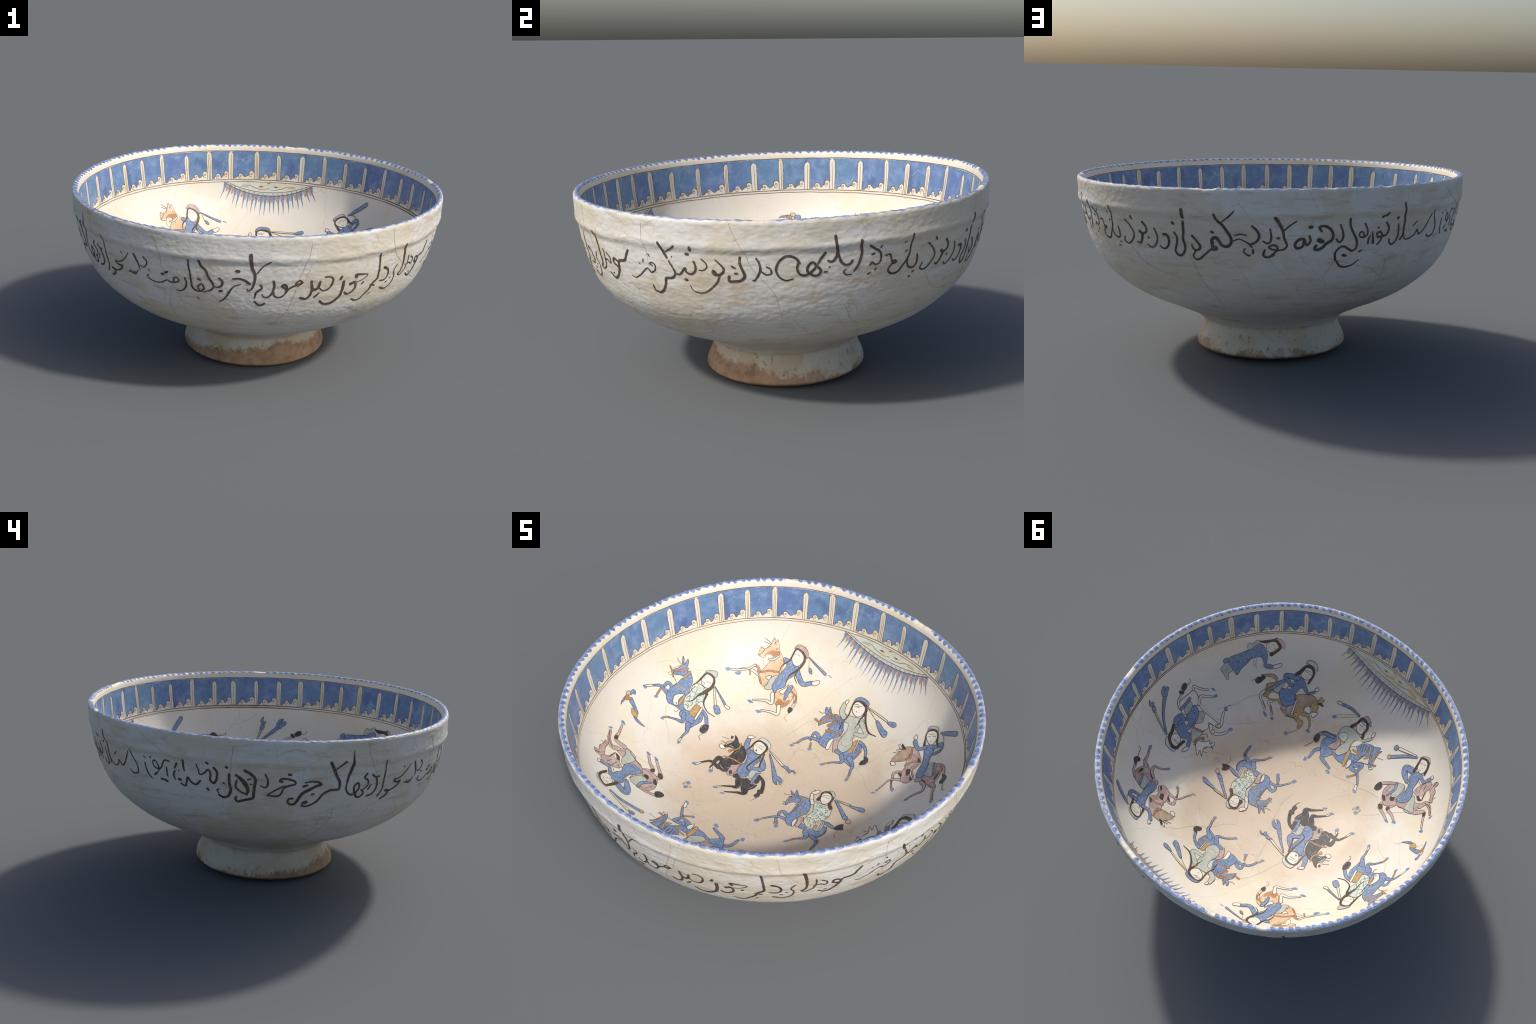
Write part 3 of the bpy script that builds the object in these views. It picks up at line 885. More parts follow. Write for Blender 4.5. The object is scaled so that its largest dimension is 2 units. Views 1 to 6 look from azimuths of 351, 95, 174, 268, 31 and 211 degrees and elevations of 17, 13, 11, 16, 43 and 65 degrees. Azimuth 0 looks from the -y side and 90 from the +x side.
# floral
figure("painted_horseman", (-734, 274), 18,
    limb("blue", (21.9, 18.2, 13.9), (-100, 10), (-134, 22), (-150, -8), (-162, -28)),
    limb("blue", (33, 25.7, 14.7, 9.5), (-91, -46), (-133, -30), (-170, -21), (-217, -49)),
    limb("pale", (11.1, 12.5), (-217, -49), (-245, -73)),
    fill("blue", (-267, -85), (-250, -71), (-238, -85), (-250, -96), edge=False),
    limb("rust", (10.3, 11), (-163, -37), (-170, -79)),
    fill("blue", (-181, -92), (-160, -83), (-161, -96), (-177, -105), edge=False),
    fill("blue", (-51, 144), (-36, 148), (-6, 109), (-4, 59), (-2, 21), (-8, -31), (-2, -60), (4, -98), (-25, -90), (-61, -85), (-91, -87), (-119, -55), (-115, -3), (-90, 36), (-72, 83), (-59, 101)),
    fill("blue", (-112, 208), (-99, 199), (-85, 168), (-76, 208), (-64, 195), (-62, 162), (-51, 144), (-58, 110), (-91, 99), (-119, 87), (-135, 105), (-110, 135), (-100, 164)),
    limb("rust", (9.4, 8.7, 7.3), (-53, 159), (-93, 125), (-126, 103)),
    limb("rust", (8, 9.5, 7.3), (-161, 114), (-140, 98), (-121, 70)),
    line("rust", 3.3, (-142, 113), (-113, 143), (-98, 158)),
    line("rust", 3.3, (-141, 90), (-159, 73), (-145, 68), (-128, 79)),
    line("rust", 5.2, (-140, 177), (-103, 162), (-85, 157)),
    limb("ochre", (10.8, 9.4), (-36, 148), (-61, 96)),
    line("ochre", 5.8, (-88, 30), (-50, 35), (-11, 36)),
    line("brown", 3.3, (-122, 73), (-91, 48), (-101, 22)),
    fill("blue", (-1, -84), (21, -48), (76, -44), (101, -40), (116, -66), (116, -103), (89, -145), (67, -177), (52, -198), (32, -136), (1, -133), (-15, -109)),
    limb("blue", (25.3, 21.7, 10.9, 8.7), (15, -108), (16, -154), (-20, -158), (-65, -170)),
    limb("rust", (8, 8.7), (-66, -168), (-89, -187)),
    fill("blue", (-104, -195), (-89, -189), (-80, -197), (-97, -203), edge=False),
    limb("blue", (32.7, 18.2, 10.2, 8.7), (53, -155), (62, -197), (49, -234), (43, -259)),
    limb("pale", (8.7, 10.9), (43, -259), (38, -277)),
    fill("blue", (31, -288), (45, -275), (51, -284), (39, -301), edge=False),
    limb("blue", (18.1, 20.3, 18.8), (94, -31), (128, -56), (150, -107)),
    fill("black", (132, -118), (162, -108), (166, -145), (149, -171), (125, -165), (122, -145)),
    line("brown", 2.9, (143, -176), (132, -198), (145, -215)),
    fill("ochre", (56, -18), (88, -22), (69, -92), (38, -88)),
    limb("pale", (14.5, 13.1), (96, -26), (80, -104)),
    limb("ochre", (13.1, 14.5), (-21, -1), (-32, -60)),
    fill("pale", (-75, -27), (-25, 9), (-43, -38), (-39, -73), (-63, -78)),
    fill("blue", (-58, -62), (-47, -60), (-46, -73), edge=False),
    line("brown", 2.9, (-24, -93), (-35, -116), (-44, -113)),
    fill("cloth", (5, 88), (26, 106), (71, 100), (87, 72), (94, 28), (66, -1), (50, -33), (37, -72), (6, -72), (-11, -53), (-14, -1), (3, 40)),
    line("brown", 2.9, (19, 83), (7, 50), (31, 46)),
    line("brown", 2.9, (38, 73), (34, 39), (58, 59)),
    line("brown", 2.9, (-5, -5), (10, 19), (12, -20)),
    line("brown", 2.9, (-1, -51), (16, -34), (19, -65)),
    line("brown", 2.9, (33, 7), (51, 20), (53, -8)),
    line("brown", 2.9, (64, 38), (72, 61), (84, 47)),
    line("brown", 2.9, (27, -45), (38, -19), (25, -5)),
    limb("brown", (2.2, 5.8, 8), (-15, -31), (27, -9), (50, 35)),
    fill("pale", (54, 176), (89, 188), (116, 162), (115, 131), (89, 104), (61, 107), (43, 126)),
    fill("sage", (49, 190), (74, 210), (119, 216), (118, 182), (88, 192)),
    limb("brown", (2.9, 9.3, 12.2, 12.9, 17.9, 21.5, 9.3), (1, 78), (24, 113), (40, 147), (62, 186), (109, 174), (113, 123), (50, 35)),
    limb("brown", (14.4, 6.5, 3.6), (98, 73), (96, 9), (131, -31), (179, -44)),
    line("brown", 3.2, (72, 143), (101, 139)),
    line("brown", 2.9, (44, 157), (61, 153)),
    line("brown", 2.9, (50, 129), (67, 125), (62, 115)),
    limb("blue", (5, 8.6, 12.9), (130, 130), (171, 93), (213, 52)),
    fill("pale", (210, 50), (246, 40), (238, 28), (217, 37)),
    limb("pale", (8.6, 12.9), (127, 121), (164, 24)),
    fill("blue", (156, 21), (177, 29), (202, -12), (180, -25)))
# orange
figure("painted_horseman", (-372, 719), 8,
    limb("pale", (20.3, 15.2, 8.8, 7.5), (-108, -48), (-168, -41), (-205, -53), (-235, -73)),
    limb("rust", (20.4, 17, 15.3), (-116, -38), (-136, -11), (-157, -7)),
    limb("pale", (11.5, 8.2, 10.2), (-157, -7), (-195, -51), (-281, -99)),
    fill("blue", (-311, -109), (-295, -94), (-281, -102), (-294, -120), edge=False),
    fill("blue", (-252, -101), (-217, -78), (-218, -99), (-237, -109), edge=False),
    limb("rust", (6.8, 7.4), (-175, -45), (-164, -69)),
    fill("peach", (-47, 124), (-19, 103), (-1, 76), (4, 28), (0, -9), (-26, -27), (-29, -65), (-56, -98), (-92, -85), (-114, -51), (-112, -22), (-97, 14), (-84, 56), (-73, 85), (-48, 99)),
    fill("peach", (-106, 182), (-95, 166), (-93, 150), (-84, 181), (-62, 152), (-48, 127), (-46, 103), (-73, 85), (-104, 93), (-124, 77), (-121, 60), (-161, 53), (-164, 104), (-142, 100), (-116, 140)),
    fill("rust", (-51, 125), (-46, 103), (-62, 86), (-90, 88), (-121, 78), (-102, 108), (-76, 119), edge=False),
    limb("pale", (8.1, 11.5, 10.2), (-93, 59), (-67, 70), (-42, 101)),
    line("brown", 3.4, (-160, 158), (-115, 147)),
    line("brown", 3.4, (-156, 139), (-116, 140)),
    line("brown", 2.7, (-142, 100), (-112, 131)),
    line("brown", 3.4, (-164, 104), (-141, 97), (-161, 53)),
    line("rust", 2.7, (-125, 52), (-115, 20), (-97, 14)),
    limb("rust", (7.4, 10.2, 8.1), (-109, -28), (-67, -1), (-13, 14)),
    limb("rust", (10.2, 8.2), (-108, -56), (-83, -89)),
    fill("peach", (17, -103), (40, -87), (94, -38), (121, -71), (122, -118), (102, -159), (73, -177), (43, -167), (27, -136)),
    fill("rust", (42, -164), (53, -129), (85, -135), (112, -111), (112, -140), (76, -176), edge=False),
    limb("pale", (20.6, 18.9, 11.7, 8.2), (4, -116), (19, -170), (-17, -170), (-86, -197)),
    fill("blue", (-117, -213), (-98, -205), (-77, -214), (-97, -222), edge=False),
    limb("pale", (23.7, 17, 11.5, 8.8), (67, -172), (77, -217), (38, -222), (-16, -233)),
    fill("blue", (-49, -249), (-31, -240), (-11, -244), (-30, -258), edge=False),
    limb("peach", (17.2, 20.7, 17.2, 13.8), (97, -37), (128, -69), (147, -117), (142, -151)),
    limb("rust", (6.9, 7.6, 6.2), (106, -65), (142, -85), (145, -121)),
    fill("black", (128, -153), (152, -162), (137, -192), (124, -176)),
    line("rust", 2.7, (134, -195), (123, -221), (144, -237)),
    fill("sage", (-30, -18), (-1, -6), (-16, -52), (-13, -94), (-53, -105), (-49, -62)),
    fill("pale", (-72, -43), (-44, -20), (-47, -50)),
    fill("pale", (61, -57), (73, -31), (62, -96), (36, -88)),
    limb("blue", (23.7, 22.3, 13.5), (92, -42), (82, -82), (83, -121)),
    fill("blue", (-11, 103), (38, 104), (73, 82), (82, 29), (54, -13), (57, -48), (23, -83), (11, -106), (-15, -80), (-14, -40), (1, 6), (20, 73), (-1, 76)),
    limb("blue", (30.6, 30.6, 27.2, 23.8), (85, 72), (114, 33), (153, 0), (201, 20)),
    fill("pale", (202, 26), (217, 37), (244, 44), (246, 27), (213, 8)),
    fill("pale", (44, 171), (85, 175), (108, 141), (107, 114), (83, 85), (55, 90), (36, 120)),
    fill("mauve", (34, 174), (49, 200), (87, 202), (121, 182), (130, 145), (105, 161), (71, 180)),
    limb("brown", (2.7, 6.8, 8.9, 10.2, 13.6, 17.1, 13.6, 8.9, 4.8), (-5, 4), (-6, 53), (28, 101), (49, 176), (102, 160), (116, 130), (97, 69), (59, 21), (54, -31)),
    limb("brown", (8.9, 5.5, 2.7), (94, 58), (91, 22), (120, -11)),
    line("brown", 2.7, (63, 150), (81, 143)),
    line("brown", 3.1, (42, 143), (53, 147)),
    line("brown", 3.1, (56, 117), (60, 117)),
    line("brown", 2.7, (97, 195), (100, 208)),
    limb("blue", (4.8, 10.2, 15), (138, 154), (202, 122), (265, 90)),
    line("ochre", 3.1, (144, 139), (156, 98)),
    fill("blue", (158, 99), (175, 93), (185, 69), (167, 74)),
    line("brown", 3.1, (288, 89), (309, 80)))
# green
figure("painted_horseman", (144, 563), 16,
    limb("blue", (25.3, 21.7, 14.4, 10.8), (-123, -56), (-162, -7), (-174, -12), (-183, -55)),
    limb("blue", (25.2, 18, 12.2), (-100, -66), (-171, -42), (-206, -43)),
    limb("blue", (14.9, 12.7, 10.4), (-206, -43), (-231, -59), (-253, -84)),
    limb("rust", (7.4, 8.2), (-253, -84), (-272, -92)),
    fill("blue", (-293, -105), (-271, -96), (-265, -103), (-280, -116), edge=False),
    limb("rust", (8.9, 10.4), (-177, -75), (-176, -108)),
    fill("blue", (-187, -110), (-166, -106), (-165, -118), (-184, -123), edge=False),
    fill("blue", (-72, 116), (-45, 103), (-17, 70), (-8, 18), (-20, -12), (-47, -20), (-62, -51), (-74, -94), (-106, -89), (-136, -61), (-123, -26), (-102, 14), (-94, 44), (-76, 79)),
    fill("blue", (-134, 156), (-122, 146), (-117, 124), (-111, 158), (-93, 118), (-68, 94), (-75, 75), (-102, 66), (-144, 47), (-157, 39), (-156, 68), (-140, 96), (-127, 104), (-137, 133)),
    fill("blue", (-112, -9), (-73, 8), (-28, -8), (-29, -19), (-52, -31), (-77, -45), (-82, -91), (-122, -64), edge=False),
    limb("rust", (10.8, 13, 9.4), (-79, 112), (-103, 92), (-154, 57)),
    limb("rust", (10.8, 9.3), (-183, 76), (-154, 57)),
    limb("rust", (9.4, 10.9, 14.5), (-64, 109), (-67, 72), (-101, 45)),
    limb("rust", (12.2, 10.1, 7.9), (-106, 14), (-66, 9), (-21, -8)),
    limb("rust", (10.9, 9.4), (-108, 117), (-96, 92)),
    line("rust", 5.1, (-170, 126), (-155, 116), (-134, 120)),
    line("brown", 2.9, (-140, 96), (-134, 100), (-126, 95)),
    line("black", 2.9, (-51, 99), (-51, 61)),
    line("black", 2.9, (-39, 92), (-38, 47)),
    line("black", 2.9, (-27, 77), (-25, 33)),
    line("black", 2.9, (-18, 55), (-18, 18)),
    fill("mauve", (-16, -15), (-7, -49), (-22, -95), (-42, -119), (-52, -81), (-47, -39)),
    fill("pale", (-77, -45), (-55, -32), (-62, -67), (-75, -106), (-87, -99)),
    fill("blue", (-32, -100), (12, -94), (74, -49), (108, -61), (115, -111), (97, -148), (75, -175), (77, -211), (54, -195), (27, -175), (19, -188), (-4, -137), (-31, -119)),
    limb("blue", (25.9, 20.4, 9.6, 8.2), (10, -137), (18, -180), (-28, -186), (-51, -191)),
    limb("rust", (7.4, 8.9), (-50, -193), (-72, -199)),
    fill("blue", (-99, -208), (-80, -196), (-71, -205), (-89, -215), edge=False),
    limb("blue", (32.9, 18.3, 12.4, 10.2), (58, -156), (84, -207), (78, -234), (75, -272)),
    limb("rust", (9.6, 11.1), (75, -272), (69, -289)),
    fill("blue", (57, -298), (75, -289), (75, -304), (60, -311), edge=False),
    limb("blue", (18.3, 18.3, 14.6, 13.2), (99, -54), (124, -77), (144, -113), (147, -147)),
    fill("black", (138, -147), (161, -156), (168, -180), (150, -199), (119, -198), (126, -176), (140, -166)),
    fill("ochre", (73, -41), (91, -46), (74, -94), (58, -120), (44, -117), (61, -75), edge=False),
    limb("pale", (7.3, 6.5), (92, -50), (72, -120)),
    limb("rust", (8, 8), (89, -117), (116, -117)),
    fill("celadon", (15, 109), (56, 101), (104, 89), (130, 33), (142, -13), (131, -36), (67, -26), (5, 4), (-10, 48), (-5, 82), edge=False),
    fill("sage", (-19, 115), (18, 109), (56, 98), (93, 89), (112, 63), (84, 38), (72, 4), (57, -34), (60, -71), (38, -105), (13, -117), (-19, -95), (-24, -64), (-6, -11), (13, 19), (13, 60), (-10, 71)),
    limb("sage", (29.2, 30.7, 25.6, 21.9), (90, 64), (125, 2), (118, -16), (66, -4)),
    limb("sage", (29.1, 32.7, 24), (-19, 100), (-36, 133), (-29, 177)),
    fill("pale", (-27, 184), (-19, 202), (-7, 204), (-9, 188), (-18, 177)),
    fill("pale", (34, 188), (67, 192), (97, 162), (98, 133), (80, 108), (55, 103), (30, 127), (21, 159)),
    fill("blue", (26, 195), (38, 214), (66, 219), (106, 198), (120, 179), (115, 161), (93, 184), (58, 199)),
    limb("brown", (4.3, 7.2, 8.7, 8, 10.1, 14.5, 13, 5.1), (-34, 18), (-23, 63), (4, 108), (30, 192), (59, 194), (101, 162), (108, 136), (71, 72)),
    limb("brown", (12.4, 11.6, 10.2, 4.4), (105, 143), (115, 63), (143, 2), (188, -24)),
    limb("brown", (8.8, 5.1, 2.9), (78, 72), (62, 45), (54, 26)),
    line("brown", 4.4, (52, 161), (61, 159)),
    line("brown", 2.9, (30, 168), (78, 164)),
    line("brown", 3.3, (32, 179), (59, 174)),
    line("brown", 4.3, (47, 134), (53, 132)),
    limb("pale", (5.8, 9.5, 9.5), (120, 154), (181, 110), (241, 64)),
    fill("blue", (242, 56), (260, 58), (298, 42), (300, 23), (286, 19)),
    line("brown", 2.9, (121, 146), (174, 77)),
    fill("blue", (175, 74), (186, 73), (229, 17), (252, -8), (243, -35), (224, -27)))
# brown
figure("painted_horseman", (670, 444), 20,
    limb("mauve", (20.2, 18.5, 15.2, 10.1), (-92, -59), (-117, -7), (-147, -7), (-151, -55)),
    limb("brown", (11.5, 8.1), (-156, -46), (-155, -92)),
    limb("rust", (8.9, 10.2), (-155, -88), (-151, -119)),
    fill("blue", (-156, -114), (-140, -109), (-136, -123), (-148, -135), edge=False),
    limb("mauve", (20.3, 16.9, 8.8, 6.8, 7.5), (-78, -75), (-147, -48), (-173, -53), (-209, -86), (-234, -106)),
    fill("blue", (-265, -118), (-249, -112), (-235, -117), (-254, -124), edge=False),
    fill("mauve", (-45, 136), (-14, 104), (1, 59), (6, 14), (-15, -4), (-36, -23), (-32, -73), (-52, -96), (-77, -95), (-104, -67), (-101, -12), (-85, 23), (-78, 64), (-58, 94)),
    fill("sepia", (-111, 144), (-93, 150), (-45, 132), (-61, 95), (-82, 65), (-113, 63), (-145, 69), (-155, 49), (-171, 60), (-167, 84), (-141, 117), (-117, 132)),
    fill("brown", (-110, 179), (-93, 153), (-86, 134), (-105, 139), edge=False),
    fill("pale", (-129, 176), (-112, 162), (-121, 147)),
    line("brown", 4, (-143, 145), (-108, 140)),
    line("brown", 4, (-161, 131), (-123, 131)),
    line("rust", 4.7, (-167, 102), (-148, 77)),
    fill("pale", (-172, 75), (-151, 70), (-143, 50), (-161, 47)),
    limb("rust", (10.1, 11.5, 9.4), (-48, 130), (-57, 79), (-85, 69)),
    limb("rust", (8.8, 10.2, 7.5), (-86, 30), (-39, 37), (6, 21)),
    fill("brown", (-77, -2), (-55, -5), (-62, -44), (-74, -43), edge=False),
    fill("brown", (-121, -6), (-100, -27), (-102, -41), (-115, -33), edge=False),
    fill("brown", (-55, -57), (-38, -74), (-49, -89), edge=False),
    fill("brown", (-9, 56), (4, 22), (-11, 21), edge=False),
    limb("pale", (6.9, 8.2, 6.9), (-40, 5), (-50, -36), (-34, -83)),
    fill("mauve", (24, -83), (63, -82), (97, -34), (141, -63), (139, -104), (116, -142), (97, -162), (93, -196), (70, -184), (45, -147), (14, -120), (-21, -104), (-16, -82)),
    fill("brown", (16, -102), (37, -120), (45, -151), (25, -133), edge=False),
    limb("rust", (11.3, 9.8), (90, -103), (132, -100)),
    fill("brown", (125, -108), (103, -145), (93, -147), (101, -116), edge=False),
    limb("mauve", (17.6, 19.4, 12, 9.2, 7.7), (18, -126), (36, -158), (26, -193), (-13, -197), (-51, -210)),
    fill("blue", (-74, -221), (-66, -210), (-49, -219), (-65, -226), edge=False),
    limb("mauve", (25.8, 18.4, 11.1, 9.6), (82, -170), (97, -198), (90, -235), (91, -278)),
    limb("rust", (9.2, 9.9), (91, -270), (86, -297)),
    fill("blue", (80, -302), (100, -288), (97, -308), (82, -316), edge=False),
    limb("mauve", (15.1, 12.8, 11.3), (137, -65), (154, -94), (155, -142)),
    fill("black", (144, -131), (159, -145), (176, -172), (159, -198), (134, -198), (129, -178), (146, -165)),
    line("brown", 3.6, (152, -197), (154, -262), (167, -264)),
    fill("sage", (63, -14), (100, -32), (91, -111), (65, -106), (30, -74), (45, -43)),
    limb("blue", (12.3, 10.9), (90, -30), (86, -108)),
    fill("blue", (28, 116), (66, 108), (94, 90), (80, 55), (64, 26), (53, -21), (40, -64), (19, -96), (-17, -71), (-7, -33), (13, 0), (24, 57)),
    limb("blue", (25.1, 21.5, 15.8), (87, 83), (137, 76), (127, 45), (81, 40)),
    limb("blue", (22.5, 20.5, 20.5, 23.9), (32, 104), (-8, 112), (-25, 139), (-33, 166)),
    fill("pale", (-40, 196), (-27, 209), (-19, 192), (-23, 177), (-36, 181)),
    fill("pale", (48, 198), (84, 190), (105, 166), (105, 135), (87, 112), (66, 108), (41, 147), (37, 179)),
    fill("sage", (45, 203), (55, 226), (80, 222), (117, 195), (115, 168), (80, 198)),
    fill("blue", (45, 206), (55, 222), (73, 208), (52, 203), edge=False),
    limb("brown", (16.2, 7.7, 8.4, 11.9, 11.9, 10.5, 14.1, 7), (25, 125), (30, 158), (41, 194), (66, 204), (101, 182), (112, 153), (105, 110), (109, 80)),
    line("brown", 3.5, (48, 167), (62, 163)),
    line("brown", 3.5, (76, 160), (98, 150)),
    line("brown", 3.1, (55, 180), (84, 171)),
    line("brown", 3.5, (58, 137), (66, 132)),
    limb("blue", (9.9, 22.9, 26.7, 25.2), (135, 152), (155, 139), (213, 102), (257, 70)),
    line("brown", 3.4, (146, 135), (153, 100), (144, 80)))
# black
figure("painted_horseman", (-253, 133), 17,
    limb("black", (31.2, 28.4, 19.9), (-110, -20), (-137, -1), (-157, -40)),
    limb("black", (28.4, 19.9, 14.2, 9.7), (-123, -66), (-161, -45), (-178, -42), (-224, -72)),
    limb("pale", (9.7, 11.4), (-224, -74), (-238, -89)),
    fill("blue", (-266, -98), (-258, -86), (-239, -89), (-241, -103), edge=False),
    limb("black", (12.5, 10.2), (-157, -57), (-165, -84)),
    limb("pale", (9.6, 11.4), (-158, -81), (-156, -95)),
    fill("blue", (-169, -107), (-157, -92), (-144, -96), (-150, -116), (-161, -118), edge=False),
    fill("black", (-55, 121), (-36, 121), (-9, 90), (-1, 51), (-8, 11), (-19, -7), (-46, -23), (-61, -45), (-72, -80), (-99, -86), (-129, -62), (-129, -28), (-108, 8), (-91, 31), (-78, 62)),
    fill("black", (-97, 174), (-80, 162), (-65, 137), (-54, 118), (-59, 89), (-84, 84), (-106, 86), (-123, 79), (-137, 88), (-134, 99), (-106, 130), (-93, 141)),
    fill("black", (-116, 163), (-103, 162), (-105, 146), (-112, 143)),
    fill("pale", (-162, 84), (-149, 93), (-136, 85), (-126, 71), (-142, 62), (-159, 72)),
    line("brown", 2.8, (-163, 138), (-119, 138)),
    line("brown", 3.3, (-159, 107), (-150, 114), (-142, 105), (-112, 133)),
    line("pale", 3.4, (-129, 97), (-110, 118), (-97, 129)),
    line("pale", 2.9, (-105, 99), (-85, 94)),
    limb("rust", (6.8, 8.5, 9.7), (-50, 132), (-54, 98), (-84, 74)),
    fill("rust", (-106, 65), (-96, 76), (-87, 66), (-97, 52)),
    limb("rust", (8.7, 8.7, 7.6), (-116, 18), (-68, 16), (-12, -4)),
    fill("mauve", (-63, -39), (-24, -8), (-22, -46), (-31, -77), (-41, -98), (-67, -96), (-69, -62)),
    fill("black", (-64, -71), (-51, -63), (-44, -88), (-52, -95)),
    limb("pale", (7.5, 6.9), (-62, -31), (-18, -13)),
    fill("black", (-17, -72), (9, -98), (49, -95), (93, -124), (108, -124), (98, -151), (74, -175), (67, -198), (65, -209), (41, -195), (19, -146), (-11, -112), (-33, -105), (-31, -87)),
    fill("black", (90, -65), (108, -74), (111, -105), (99, -119), (86, -109)),
    limb("black", (31.4, 25.7, 12.6, 8.6), (1, -118), (7, -168), (-20, -172), (-70, -185)),
    limb("pale", (7.4, 10.3), (-72, -187), (-90, -197)),
    fill("blue", (-114, -205), (-99, -199), (-83, -206), (-103, -214), edge=False),
    limb("black", (42.7, 22.8, 12.5, 8), (49, -161), (57, -201), (18, -206), (-45, -220)),
    fill("blue", (-68, -237), (-58, -228), (-38, -235), (-54, -239), edge=False),
    limb("black", (20.3, 19.1, 20.3, 23.2), (99, -59), (130, -89), (140, -129), (141, -170)),
    fill("black", (118, -159), (136, -151), (140, -177), (137, -203), (122, -214), (108, -200), (120, -180)),
    line("brown", 2.9, (129, -213), (105, -239)),
    fill("sage", (46, -34), (75, -25), (107, -39), (93, -44), (67, -86), (38, -92), (35, -62)),
    limb("blue", (20.4, 18.7, 14.6), (89, -51), (80, -86), (75, -123)),
    fill("blue", (1, 93), (23, 110), (80, 68), (71, 31), (49, -6), (47, -41), (35, -82), (12, -93), (-13, -78), (-23, -50), (-14, -16), (2, 11), (6, 54)),
    limb("blue", (23.1, 28.9, 31.8, 17.3), (84, 62), (101, 26), (102, -7), (51, -16)),
    limb("blue", (25.6, 28.5, 22.8), (2, 90), (-19, 129), (-17, 173)),
    fill("pale", (-28, 182), (-19, 197), (11, 198), (14, 196), (-8, 179)),
    fill("pale", (32, 168), (60, 176), (88, 152), (86, 118), (71, 90), (48, 87), (27, 108), (18, 141)),
    fill("celadon", (35, 179), (48, 202), (79, 198), (112, 164), (106, 134), (88, 161), (59, 179)),
    limb("brown", (3.5, 9.9, 9.9, 10.5, 13.4, 13.4, 11.7, 8.8, 7.6), (-22, 79), (3, 117), (21, 161), (40, 179), (79, 165), (96, 141), (86, 108), (57, 51), (33, 13)),
    limb("brown", (8.6, 8.6, 6.9), (35, 17), (21, -21), (39, -37)),
    limb("brown", (8.7, 9.9, 5.8), (91, 95), (87, 50), (84, 1)),
    line("brown", 4.1, (16, 108), (35, 97), (64, 88), (84, 104)),
    fill("brown", (36, 114), (42, 119), (46, 107), (39, 105), edge=False),
    line("brown", 3.4, (43, 139), (73, 125)),
    line("brown", 2.6, (31, 155), (41, 155)),
    line("brown", 2.6, (50, 151), (80, 140)),
    line("brown", 2.8, (21, 149), (36, 143)),
    limb("blue", (5.8, 14.5, 26), (119, 106), (154, 34), (183, -40)),
    fill("blue", (176, -42), (203, -36), (230, -61), (224, -93), (211, -69), (200, -68), (210, -97), (189, -85)),
    limb("pale", (5.8, 14.6), (116, 126), (213, 41)),
    fill("blue", (206, 42), (237, 42), (251, 25), (282, 18), (288, -1), (267, 15), (255, -1), (240, 16)))
